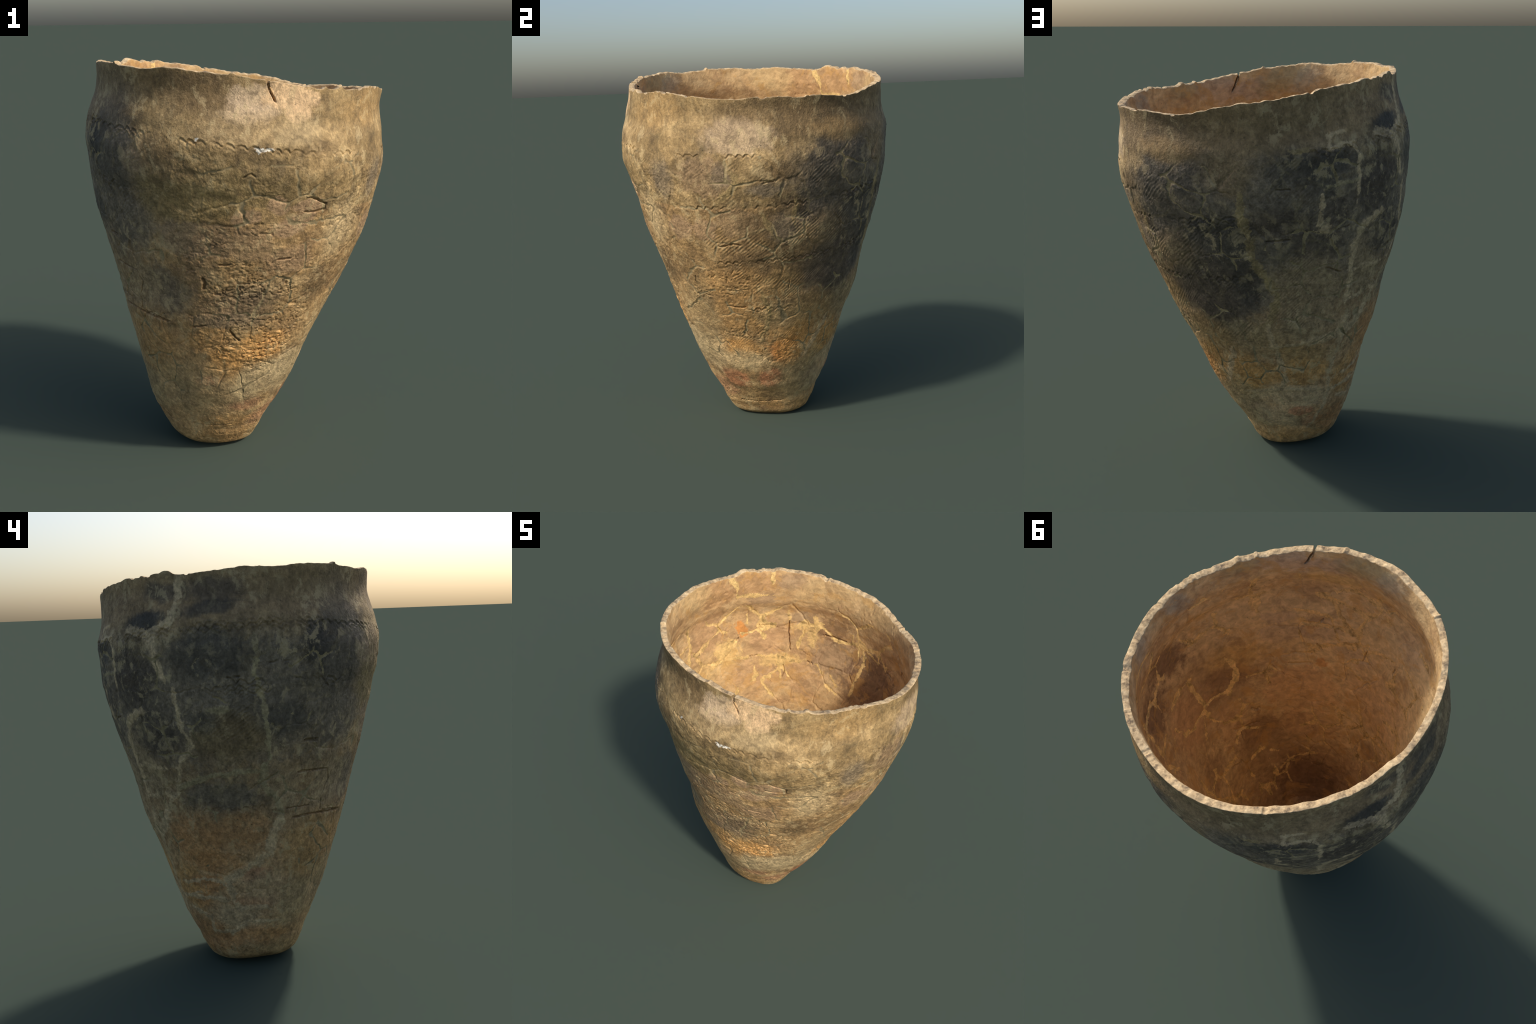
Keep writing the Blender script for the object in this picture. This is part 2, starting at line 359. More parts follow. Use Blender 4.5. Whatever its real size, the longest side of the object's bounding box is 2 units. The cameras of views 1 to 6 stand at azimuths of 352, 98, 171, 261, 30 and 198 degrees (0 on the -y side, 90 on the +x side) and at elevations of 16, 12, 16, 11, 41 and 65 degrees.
# mending plaster: side, kind, half width, way along (azimuth, height)
SEAMS = [
    ("outer", "celadon", .013, [(150.7, 1.963), (149.7, 1.903), (149.3, 1.854), (147.2, 1.77), (142.9, 1.74), (136.6, 1.713)]),
    ("outer", "celadon", .012, [(136.6, 1.713), (139.8, 1.63), (140.3, 1.579), (141.2, 1.557), (143.0, 1.507)]),
    ("outer", "celadon", .010, [(147.0, 1.463), (147.7, 1.352), (149.2, 1.262), (151.9, 1.209)]),
    ("outer", "celadon", .016, [(131.1, 1.357), (123.2, 1.336), (118.6, 1.287)]),
    ("outer", "celadon", .009, [(118.6, 1.287), (115.4, 1.171), (115.6, 1.08)]),
    ("outer", "celadon", .012, [(120.8, 1.088), (134.4, 1.084)]),
    ("outer", "celadon", .009, [(115.6, 1.08), (117.5, 0.991), (119.4, 0.94), (126.4, 0.941), (139.1, 0.969)]),
    ("outer", "celadon", .011, [(151.9, 1.209), (143.8, 1.119), (143.2, 1.07), (139.1, 0.969), (132.3, 0.912), (125.4, 0.801)]),
    ("outer", "celadon", .020, [(128.6, 0.815), (117.3, 0.744), (115.1, 0.678)]),
    ("outer", "drabseam", .012, [(141.1, 0.995), (146.7, 1.024), (158.1, 1.062), (179.9, 1.081), (182.8, 1.118)]),
    ("outer", "drabseam", .014, [(182.8, 1.118), (180.0, 1.017), (188.5, 0.927), (191.8, 0.825)]),
    ("outer", "celadon", .022, [(191.8, 0.825), (185.9, 0.73), (186.3, 0.661)]),
    ("outer", "celadon", .018, [(186.3, 0.661), (172.2, 0.581), (153.6, 0.491)]),
    ("outer", "celadon", .014, [(158.1, 0.492), (161.3, 0.401), (165.6, 0.355), (189.4, 0.36)]),
    ("outer", "celadon", .008, [(117.2, 0.466), (144.8, 0.514), (155.8, 0.492)]),
    ("outer", "celadon", .010, [(119.8, 0.398), (141.5, 0.411), (160.3, 0.41)]),
    ("outer", "celadon", .009, [(120.8, 0.334), (139.7, 0.297), (138.6, 0.216), (157.6, 0.219), (170.1, 0.278), (194.4, 0.28)]),
    ("outer", "drabseam", .012, [(160.3, 1.375), (167.6, 1.373)]),
    ("outer", "drabseam", .010, [(176.9, 1.702), (178.8, 1.604), (177.0, 1.534), (179.8, 1.432), (181.6, 1.313), (183.5, 1.126)]),
    ("outer", "celadon", .010, [(112.3, 1.754), (105.9, 1.738), (103.6, 1.679)]),
    ("outer", "celadon", .008, [(103.6, 1.679), (113.8, 1.694), (116.6, 1.646), (116.5, 1.573), (116.0, 1.453)]),
    ("outer", "celadon", .016, [(126.4, 1.737), (138.9, 1.707)]),
    ("outer", "celadon", .010, [(139.5, 1.688), (141.7, 1.593), (143.0, 1.528)]),
    ("outer", "drabseam", .009, [(102.7, 1.515), (115.7, 1.529)]),
    ("outer", "celadon", .010, [(101.1, 1.48), (100.3, 1.397), (99.5, 1.319)]),
    ("outer", "celadon", .018, [(99.9, 1.311), (104.3, 1.309)]),
    ("outer", "celadon", .014, [(129.0, 1.358), (122.4, 1.324), (118.2, 1.3)]),
    ("outer", "celadon", .012, [(115.6, 1.223), (115.6, 1.148), (115.9, 1.078), (115.7, 1.007), (115.4, 0.918)]),
    ("outer", "celadon", .008, [(116.8, 1.079), (123.5, 1.092), (134.9, 1.087)]),
    ("outer", "celadon", .010, [(116.4, 0.925), (128.7, 0.949)]),
    ("outer", "celadon", .022, [(116.5, 0.835), (112.6, 0.739), (102.7, 0.718), (95.0, 0.711)]),
    ("outer", "celadon", .010, [(126.5, 0.828), (116.8, 0.71), (113.4, 0.597), (110.2, 0.49)]),
    ("outer", "celadon", .008, [(95.0, 0.711), (81.9, 0.69), (70.7, 0.682)]),
    ("outer", "olivetan", .016, [(70.6, 1.481), (69.9, 1.375), (72.1, 1.265), (72.1, 1.167), (76.5, 1.082)]),
    ("outer", "olivetan", .016, [(76.5, 1.082), (79.5, 0.993), (79.4, 0.913), (74.0, 0.822)]),
    ("outer", "celadon", .012, [(74.0, 0.822), (75.5, 0.694), (80.0, 0.506), (79.0, 0.43)]),
    ("outer", "celadon", .010, [(48.8, 0.375), (78.9, 0.419), (109.1, 0.401)]),
    ("outer", "celadon", .016, [(49.0, 0.626), (36.8, 0.435)]),
    ("outer", "celadon", .010, [(110.2, 0.49), (112.2, 0.392), (109.9, 0.286), (102.1, 0.149)]),
    ("outer", "celadon", .009, [(136.2, 0.435), (119.6, 0.397), (112.2, 0.392)]),
    ("outer", "olivetan", .009, [(90.7, 1.676), (97.5, 1.676)]),
    ("outer", "olivetan", .014, [(358.6, 1.502), (1.7, 1.439), (355.0, 1.361)]),
    ("outer", "olivetan", .010, [(23.3, 1.343), (22.7, 1.228)]),
    ("outer", "olivetan", .010, [(9.8, 1.273), (13.9, 1.17)]),
    ("outer", "olivetan", .012, [(6.8, 0.865), (11.2, 0.724), (6.3, 0.559)]),
    ("outer", "lime", .007, [(270.2, 1.648), (273.1, 1.645)]),
    ("outer", "lime", .006, [(273.3, 1.648), (275.5, 1.642)]),
    ("outer", "lime", .005, [(249.4, 1.7), (251.2, 1.703)]),
    ("inner", "butter", .014, [(152.3, 1.977), (150.7, 1.927), (148.9, 1.88), (146.9, 1.816)]),
    ("inner", "butter", .013, [(146.9, 1.816), (141.5, 1.809), (135.7, 1.798)]),
    ("inner", "butter", .009, [(135.7, 1.798), (124.5, 1.791)]),
    ("inner", "butter", .012, [(127.8, 1.955), (128.1, 1.917), (128.0, 1.872)]),
    ("inner", "butter", .012, [(178.6, 1.701), (177.4, 1.647), (175.9, 1.559), (178.2, 1.451)]),
    ("inner", "butter", .008, [(178.2, 1.587), (184.2, 1.578)]),
    ("inner", "butter", .010, [(139.7, 1.643), (139.7, 1.584)]),
    ("inner", "butter", .022, [(146.0, 1.463), (153.6, 1.431), (153.8, 1.374), (161.0, 1.346)]),
    ("inner", "butter", .012, [(151.3, 1.357), (143.6, 1.351), (139.3, 1.341)]),
    ("inner", "butter", .014, [(132.1, 1.35), (123.1, 1.326), (117.2, 1.32), (108.7, 1.31)]),
    ("inner", "butter", .010, [(121.5, 1.311), (120.3, 1.269), (118.3, 1.184)]),
    ("inner", "butter", .012, [(117.9, 1.662), (116.5, 1.601)]),
    ("inner", "mustardseam", .012, [(115.4, 1.539), (109.3, 1.527), (102.7, 1.536)]),
    ("inner", "butter", .013, [(103.2, 1.629), (101.3, 1.558), (103.2, 1.486), (101.8, 1.424)]),
    ("inner", "butter", .010, [(80.5, 1.584), (80.3, 1.523), (74.0, 1.511), (70.2, 1.465), (70.4, 1.383), (71.8, 1.268), (71.7, 1.187)]),
    ("inner", "butter", .008, [(98.4, 1.306), (92.9, 1.258)]),
    ("inner", "butter", .008, [(88.1, 1.253), (83.2, 1.207)]),
    ("inner", "butter", .007, [(79.7, 1.526), (72.8, 1.518), (61.4, 1.483), (61.0, 1.532)]),
    ("inner", "mustardseam", .009, [(226.3, 1.128), (220.3, 1.096), (211.3, 1.054), (203.9, 1.055)]),
    ("inner", "mustardseam", .010, [(257.2, 0.788), (238.5, 0.781), (225.0, 0.8), (216.2, 0.829)]),
    ("inner", "mustardseam", .009, [(241.3, 0.7), (235.2, 0.557)]),
    ("inner", "mustardseam", .010, [(312.0, 0.358), (295.1, 0.398), (275.1, 0.439)]),
    ("inner", "mustardseam", .010, [(285.3, 1.437), (275.1, 1.43), (267.6, 1.417), (264.2, 1.282)]),
    ("inner", "mustardseam", .009, [(260.6, 1.144), (250.2, 1.108), (242.3, 1.11)]),
    ("inner", "mustardseam", .010, [(249.4, 1.299), (241.6, 1.332), (231.9, 1.383)]),
    ("inner", "mustardseam", .008, [(345.8, 0.971), (353.0, 0.873)]),
    ("inner", "mustardseam", .008, [(7.6, 1.125), (16.2, 1.094), (26.1, 1.115)]),
]
# open cracks: side, half width, depth, way along (azimuth, height)
CRACKS = [
    ("outer", .007, .045, [(273.0, 1.922), (274.1, 1.887), (275.5, 1.858), (277.3, 1.827)]),
    ("outer", .005, .014, [(289.2, 1.356), (295.8, 1.352), (301.3, 1.354), (301.3, 1.378), (294.0, 1.422), (289.9, 1.424)]),
    ("outer", .009, .020, [(252.7, 1.06), (254.1, 1.03), (253.4, 0.995)]),
    ("outer", .005, .014, [(247.1, 0.792), (255.7, 0.803)]),
    ("outer", .006, .016, [(266.8, 0.78), (271.1, 0.731), (274.3, 0.709)]),
    ("outer", .005, .014, [(216.2, 0.835), (226.3, 0.823), (236.9, 0.803)]),
    ("outer", .004, .010, [(215.2, 0.902), (216.2, 0.835)]),
    ("outer", .004, .010, [(196.3, 1.05), (216.5, 1.045), (219.0, 0.989), (215.2, 0.902)]),
    ("outer", .005, .014, [(259.3, 1.125), (265.3, 1.125)]),
    ("outer", .005, .014, [(283.8, 1.136), (291.2, 1.135)]),
    ("outer", .005, .012, [(201.9, 1.201), (207.1, 1.194)]),
    ("outer", .004, .009, [(266.0, 1.534), (269.1, 1.551), (270.9, 1.533)]),
    ("outer", .004, .010, [(300.7, 0.638), (306.6, 0.661)]),
    ("outer", .003, .008, [(251.4, 0.172), (283.3, 0.178)]),
    ("outer", .005, .013, [(350.9, 1.114), (357.7, 1.129), (1.0, 1.122)]),
    ("outer", .005, .013, [(347.4, 0.774), (353.8, 0.766), (359.2, 0.767)]),
    ("outer", .004, .010, [(10.5, 1.431), (15.2, 1.437)]),
    ("outer", .003, .009, [(334.5, 0.944), (332.1, 0.886)]),
    ("outer", .004, .010, [(21.9, 0.916), (21.1, 0.861)]),
    ("outer", .003, .008, [(324.1, 0.108), (354.5, 0.108), (26.8, 0.117)]),
    ("outer", .005, .012, [(83.6, 1.506), (89.5, 1.506)]),
    ("outer", .005, .014, [(77.7, 1.263), (88.5, 1.272)]),
    ("outer", .005, .013, [(106.5, 1.298), (113.1, 1.323)]),
    ("outer", .005, .013, [(102.5, 1.121), (107.0, 1.099), (111.4, 1.081)]),
    ("outer", .005, .014, [(196.9, 1.052), (205.1, 1.052), (213.6, 1.047)]),
    ("outer", .006, .018, [(196.1, 0.825), (208.8, 0.831), (238.5, 0.801)]),
    ("outer", .004, .010, [(192.3, 0.878), (208.2, 0.876)]),
    ("outer", .004, .012, [(215.7, 0.904), (215.5, 0.836)]),
    ("outer", .007, .018, [(199.0, 1.206), (207.5, 1.202)]),
    ("outer", .005, .012, [(167.1, 1.513), (172.9, 1.514)]),
    ("outer", .004, .009, [(182.2, 1.574), (192.4, 1.574)]),
    ("inner", .006, .04, [(272.4, 1.95), (274.1, 1.9), (276.4, 1.85), (278.7, 1.803)]),
    ("inner", .005, .014, [(138.9, 1.673), (140.0, 1.642)]),
    ("inner", .005, .014, [(144.1, 1.493), (146.0, 1.471)]),
    ("inner", .004, .010, [(156.2, 1.656), (156.4, 1.609), (153.7, 1.547), (155.1, 1.494)]),
    ("inner", .005, .016, [(116.7, 1.593), (116.8, 1.526), (115.8, 1.447), (114.5, 1.36)]),
    ("inner", .003, .008, [(135.7, 1.557), (126.8, 1.553), (121.1, 1.521), (116.9, 1.515)]),
    ("inner", .005, .012, [(138.4, 1.344), (132.7, 1.347)]),
    ("inner", .005, .012, [(118.0, 1.277), (116.3, 1.227), (118.0, 1.177)]),
    ("inner", .005, .014, [(99.5, 1.51), (94.3, 1.51), (89.5, 1.509), (82.2, 1.503)]),
    ("inner", .005, .012, [(104.4, 1.311), (100.2, 1.302)]),
    ("inner", .005, .013, [(53.5, 1.468), (47.2, 1.462)]),
    ("inner", .005, .014, [(271.9, 1.396), (274.6, 1.354)]),
    ("inner", .006, .016, [(275.9, 1.222), (274.1, 1.209), (272.4, 1.182)]),
    ("inner", .005, .014, [(292.5, 1.069), (284.8, 1.079), (275.9, 1.088)]),
    ("inner", .004, .010, [(288.0, 1.144), (275.3, 1.149)]),
    ("inner", .006, .014, [(248.8, 1.304), (250.6, 1.207)]),
    ("inner", .006, .014, [(230.9, 1.343), (232.1, 1.282)]),
    ("inner", .007, .016, [(319.5, 0.829), (315.6, 0.802), (312.6, 0.812)]),
    ("inner", .005, .014, [(336.2, 0.776), (329.6, 0.734), (324.8, 0.727), (315.1, 0.706)]),
    ("inner", .005, .012, [(331.2, 0.724), (332.9, 0.669)]),
    ("inner", .005, .014, [(354.8, 0.615), (346.3, 0.58), (341.5, 0.566)]),
    ("inner", .006, .014, [(11.8, 1.172), (11.5, 1.141)]),
    ("inner", .004, .005, [(164.4, 1.874), (157.6, 1.867), (151.2, 1.865)]),
    ("inner", .004, .005, [(166.5, 1.823), (149.8, 1.814)]),
]
RING_TILT = 0.125      # the impressed rings lie square to the leaning axis, not level
# impressed zigzag cords: height on the axis, first and last azimuth, wave length, wave height, depth
CORDS = [(1.655, 205, 250, 0.046, 0.008, 0.005), (1.655, 247, 312, 0.050, 0.009, 0.0048),
         (1.636, 212, 240, 0.036, 0.008, 0.002),
         (1.655, 338, 372, 0.046, 0.008, 0.005), (1.650, 88, 205, 0.050, 0.010, 0.005),
         (1.665, 130, 205, 0.042, 0.009, 0.003), (1.630, 100, 200, 0.046, 0.010, 0.003),
         (1.405, 340, 436, 0.048, 0.009, 0.005), (1.385, 30, 430 - 360, 0.044, 0.008, 0.0025),
         (1.405, 168, 215, 0.060, 0.012, 0.006), (1.380, 160, 212, 0.050, 0.010, 0.005),
         (1.360, 165, 200, 0.055, 0.010, 0.004),
         (1.110, 350, 428, 0.042, 0.008, 0.005), (1.092, 30, 65, 0.042, 0.008, 0.0025),
         (1.110, 118, 142, 0.040, 0.006, 0.003), (0.820, 358, 385, 0.055, 0.009, 0.005),
         (0.825, 150, 184, 0.050, 0.009, 0.003), (0.595, 150, 180, 0.048, 0.008, 0.003)]
# combed diagonal strokes: azimuth range, height range, depth
COMBING = [(-15, 110, 0.78, 1.36, 0.0022), (-18, 12, 1.38, 1.62, 0.0018), (25, 150, 1.36, 1.64, 0.0016),
           (150, 235, 1.15, 1.64, 0.0014), (280, 330, 1.42, 1.62, 0.0014), (110, 175, 0.95, 1.36, 0.0012),
           (-15, 40, 0.45, 0.8, 0.0014)]
# rough, weathered clay: azimuth, height, half width in degrees, half height, depth
ROUGH = [(272, 1.10, 30, 0.22, 0.0050), (280, 0.82, 34, 0.22, 0.0055), (285, 0.62, 22, 0.12, 0.0055),
         (350, 0.80, 24, 0.22, 0.0038), (355, 0.50, 30, 0.14, 0.0030), (320, 1.25, 25, 0.30, 0.0026),
         (250, 1.5, 40, 0.2, 0.0018), (30, 0.45, 30, 0.2, 0.002), (275, 0.15, 60, 0.12, 0.0025)]
# chips and teeth of the rim: azimuth, half width in degrees, rise
RIM_CHIPS = [(273.4, 0.5, -0.018), (128.5, 1.6, -0.006), (133.5, 1.2, 0.005), (137.0, 1.2, -0.006),
             (145.0, 3.5, 0.008), (153.5, 1.0, -0.005), (12.5, 1.6, -0.007), (318, 2.0, -0.008),
             (326, 1.2, 0.008), (331, 2.0, -0.010), (306, 1.5, 0.006), (48, 1.4, -0.007), (100, 1.2, -0.006),
             (212, 0.8, 0.008), (298, 1.0, 0.007), (260, 1.2, 0.004), (30, 1.0, 0.005), (343, 1.0, -0.005)]

AROUND = 1400


def lattice(ix, iy, iz, seed):
    h = (ix * 374761393 + iy * 668265263 + iz * 1274126177 + seed * 974634777) & 0xFFFFFFFF
    h = ((h ^ (h >> 13)) * 1274126177) & 0xFFFFFFFF
    h = ((h ^ (h >> 16)) * 2246822519) & 0xFFFFFFFF
    k = np.float32(2 / 1023)
    return (h & 1023).astype(np.float32) * k - 1, ((h >> 10) & 1023).astype(np.float32) * k - 1, ((h >> 20) & 1023).astype(np.float32) * k - 1


def noise(p, seed=0):
    """gradient noise, roughly between -1 and 1"""
    i = np.floor(p).astype(np.int64)
    f = (p - i).astype(np.float32)
    w = f * f * f * (f * (f * 6 - 15) + 10)
    out = 0
    for a in (0, 1):
        wx = w[..., 0] if a else 1 - w[..., 0]
        for b in (0, 1):
            wxy = wx * (w[..., 1] if b else 1 - w[..., 1])
            for c in (0, 1):
                wz = w[..., 2] if c else 1 - w[..., 2]
                gx, gy, gz = lattice(i[..., 0] + a, i[..., 1] + b, i[..., 2] + c, seed)
                out = out + wxy * wz * (gx * (f[..., 0] - a) + gy * (f[..., 1] - b) + gz * (f[..., 2] - c))
    return out * np.float32(1.35)


def fractal(p, octaves, seed=0, gain=0.5):
    total, amp, norm = 0, 1.0, 0.0
    for k in range(octaves):
        total = total + amp * noise(p * 2.03 ** k, seed + 17 * k)
        norm += amp
        amp *= gain
    return total / norm


def smooth(a, b, x):
    t = np.clip((x - a) / (b - a), 0, 1)
    return t * t * (3 - 2 * t)


def turn(deg, about):
    """azimuth difference in degrees, -180 to 180"""
    return (deg - about + 180) % 360 - 180


def window(deg, first, last, soft=4.0):
    mid, half = (first + last) / 2, (last - first) / 2
    return smooth(half + soft, half - soft, np.abs(turn(deg, mid)))


def path_distance(T, Z, R, way, reach):
    """distance on the wall from the polyline 'way'; far beyond reach it stays large"""
    best = np.full(T.shape, 9.0, np.float32)
    deg = np.degrees(T)
    along = np.zeros(T.shape, np.float32)
    n = len(way) - 1
    for k, ((a0, z0), (a1, z1)) in enumerate(zip(way[:-1], way[1:])):
        span = turn(a1, a0)
        near = (Z > min(z0, z1) - reach) & (Z < max(z0, z1) + reach)
        near &= np.abs(turn(deg, a0 + span / 2)) < abs(span) / 2 + np.degrees(reach / R)
        if not near.any():
            continue
        r = R[near]
        px, pz = np.radians(turn(deg[near], a0)) * r, (Z[near] - z0) * 1.0
        qx, qz = np.radians(span) * r, (z1 - z0)
        s = np.clip((px * qx + pz * qz) / (qx * qx + qz * qz + 1e-12), 0, 1)
        d = np.hypot(px - s * qx, pz - s * qz)
        old = best[near]
        better = d < old
        best[near] = np.where(better, d, old)
        along[near] = np.where(better, (k + s) / n, along[near])
    return best, along


def rim_line(t):
    """the broken rim: its slow rise and fall, chips and teeth, and fine raggedness"""
    z = rim_height(t)
    deg = np.degrees(t)
    for az, half, rise in RIM_CHIPS:
        z = z + rise * smooth(1.0, 0.35, np.abs(turn(deg, az)) / half)
    p = np.stack([np.cos(t) * 9, np.sin(t) * 9, 0 * t], -1)
    z = z + 0.0045 * noise(p * 1.3, 5) + 0.0022 * noise(p * 3.1, 6) + 0.001
    return z


def grooves(T, Z, R, P, side):
    """relief made by cracks and plaster, and which plaster lies where"""
    lift = np.zeros(T.shape, np.float32)
    kind = np.zeros(T.shape, np.int16)
    wob = 0.020 * fractal(P * 13, 3, 61) + 0.006 * noise(P * 60, 62)
    wob2 = 0.020 * fractal(P * 13 + 31.7, 3, 63)
    Tw, Zw = T + wob / np.maximum(R, .1), Z + wob2
    vary = 0.95 + 1.1 * fractal(P * 8, 2, 71) + 0.7 * noise(P * 30, 73)
    for s, name, half, way in SEAMS:
        if s != side:
            continue
        d, _ = path_distance(Tw, Zw, R, way, half * 2.2 + 0.02)
        d = d / np.clip(vary, 0.15, 1.7)
        if side == "inner":
            kind[(d < half * 0.9) & (kind == 0)] = PLASTERS.index(name) + 1
        lift = np.maximum(lift, 0.0014 * smooth(half * 1.25, half * 0.6, d))
    jag = 0.004 * noise(P * 45, 81) + 0.002 * noise(P * 110, 82)
    cut = np.zeros(T.shape, np.float32)
    for s, half, depth, way in CRACKS:
        if s != side:
            continue
        d, a = path_distance(T + jag / np.maximum(R, .1), Z + jag[::-1, :] * 0.9, R, way, 0.03)
        fade = smooth(0.0, 0.12, a) * smooth(1.0, 0.88, a)
        if depth > 0.03:
            fade = smooth(1.0, 0.7, a)
        d = d / np.clip(0.25 + 0.6 * vary, 0.25, 1.3) + (1 - fade) * half
        cut = np.maximum(cut, depth * smooth(half, half * 0.25, d))
    return lift - cut, kind


def sherds(T, Z, P, spacing, seed):
    """the mosaic of broken pieces: distance to the nearest join, and a number for each piece"""
    count = int(round(2 * np.pi * 0.62 / spacing))
    u = T / (2 * np.pi) * count + 0.16 * fractal(P * 9, 3, seed) * 0.17 / spacing + 0.05 * noise(P * 34, seed + 5)
    v = Z / (spacing * 0.85) + 0.16 * fractal(P * 9 + 11.3, 3, seed + 1) + 0.05 * noise(P * 34 + 3.3, seed + 6)
    iu, iv = np.floor(u).astype(np.int64), np.floor(v).astype(np.int64)
    first = np.full(T.shape, 9.0, np.float32)
    second = first.copy()
    own = np.zeros(T.shape, np.float32)
    for a in (-1, 0, 1):
        for c in (-1, 0, 1):
            gx, gy, gz = lattice((iu + a) % count, iv + c, 0 * iu, seed + 9)
            d = np.hypot(iu + a + 0.5 + 0.42 * gx - u, iv + c + 0.5 + 0.42 * gy - v).astype(np.float32)
            nearer = d < first
            second = np.where(nearer, first, np.minimum(second, d))
            own = np.where(nearer, gz, own)
            first = np.minimum(first, d)
    return (second - first) * spacing / 2, own


def outer_relief(T, Z, R, P):
    deg = np.degrees(T) % 360
    cx, _ = centre(Z)
    tilted = Z + RING_TILT * (P[..., 0] - cx)
    h = 0.0042 * noise(P * 4.3, 1) + 0.0022 * noise(P * 9, 2) + 0.0014 * noise(P * 24, 3) + 0.0011 * noise(P * 58, 4) + 0.0007 * noise(P * 105, 7)
    h *= smooth(0.0, 0.05, Z) * 0.7 + 0.3
    h *= 1 - 0.55 * smooth(1.64, 1.72, tilted)
    # slight ledges left by the coils, strongest near the foot
    coil = np.sin(tilted * 2 * np.pi / 0.085 + 1.5 * noise(P * 3, 8))
    h = h + coil * (0.0004 + 0.0008 * smooth(0.45, 0.1, Z))
    # below the neck the wall stands slightly proud at the cord line
    below = smooth(1.66, 1.64, tilted)
    for first, last, lo, hi, depth in COMBING:
        m = window(deg, first, last, 6) * smooth(lo - .03, lo + .03, tilted) * smooth(hi + .02, hi - .02, tilted)
        near = m > 0.01
        if near.any():
            u = np.radians(turn(deg[near], 300)) * 0.68
            bend = 0.020 * noise(P[near] * 5, 91) + 0.004 * noise(P[near] * 28, 94)
            phase = (tilted[near] * 0.80 - u * 0.60 + bend) / 0.0145
            patchy = smooth(0.0, 0.55, noise(P[near] * 6, 92) + 0.6 * noise(P[near] * 21, 93) + 0.05)
            h[near] -= m[near] * depth * patchy * (0.5 + 0.5 * np.cos(2 * np.pi * phase)) * (0.9 + 1.2 * noise(P[near] * 33, 98))
    for z0, first, last, wave, swing, depth in CORDS:
        m = window(deg, first, last, 2.5)
        u = np.radians(turn(deg, first)) * 0.68
        wobble = 0.008 * noise(P * 7, 95) + 0.003 * noise(P * 30, 99)
        run = u / wave + 0.8 * noise(P * 8, 96)
        saw = 0.75 * np.sin(2 * np.pi * run) + 0.25 * np.sin(4 * np.pi * run + 1.2)
        d = np.abs(tilted - z0 - swing * saw - wobble)
        patchy = smooth(-0.30, 0.30, noise(P * 8, 97) + 0.3 * noise(P * 26, 100) + 0.08)
        h = h - m * patchy * depth * smooth(0.0070, 0.0015, d) + m * patchy * 0.0016 * smooth(0.016, 0.009, d) * smooth(0.005, 0.009, d)
    for az, z0, half, tall, depth in ROUGH:
        e = (turn(deg, az) / half) ** 2 + ((Z - z0) / tall) ** 2
        near = e < 1.6
        if near.any():
            m = smooth(1.5, 0.4, e[near])
            q = P[near] * np.array([38, 38, 56])
            q = q + 0.9 * np.stack([noise(q * 0.45, 110), noise(q * 0.45, 111), noise(q * 0.45, 112)], -1)
            lumps = fractal(q, 3, 101, 0.6)
            pits = smooth(0.10, 0.50, noise(q * 1.5 + 7.1, 104) + 0.35 * noise(q * 3.7, 106))
            patchy = smooth(-0.35, 0.25, noise(P[near] * 8, 105))
            h[near] += m * depth * (0.7 * lumps - 1.15 * pits * patchy)
    return h.astype(np.float32)


PLASTERS = ["butter", "mustardseam", "join"]


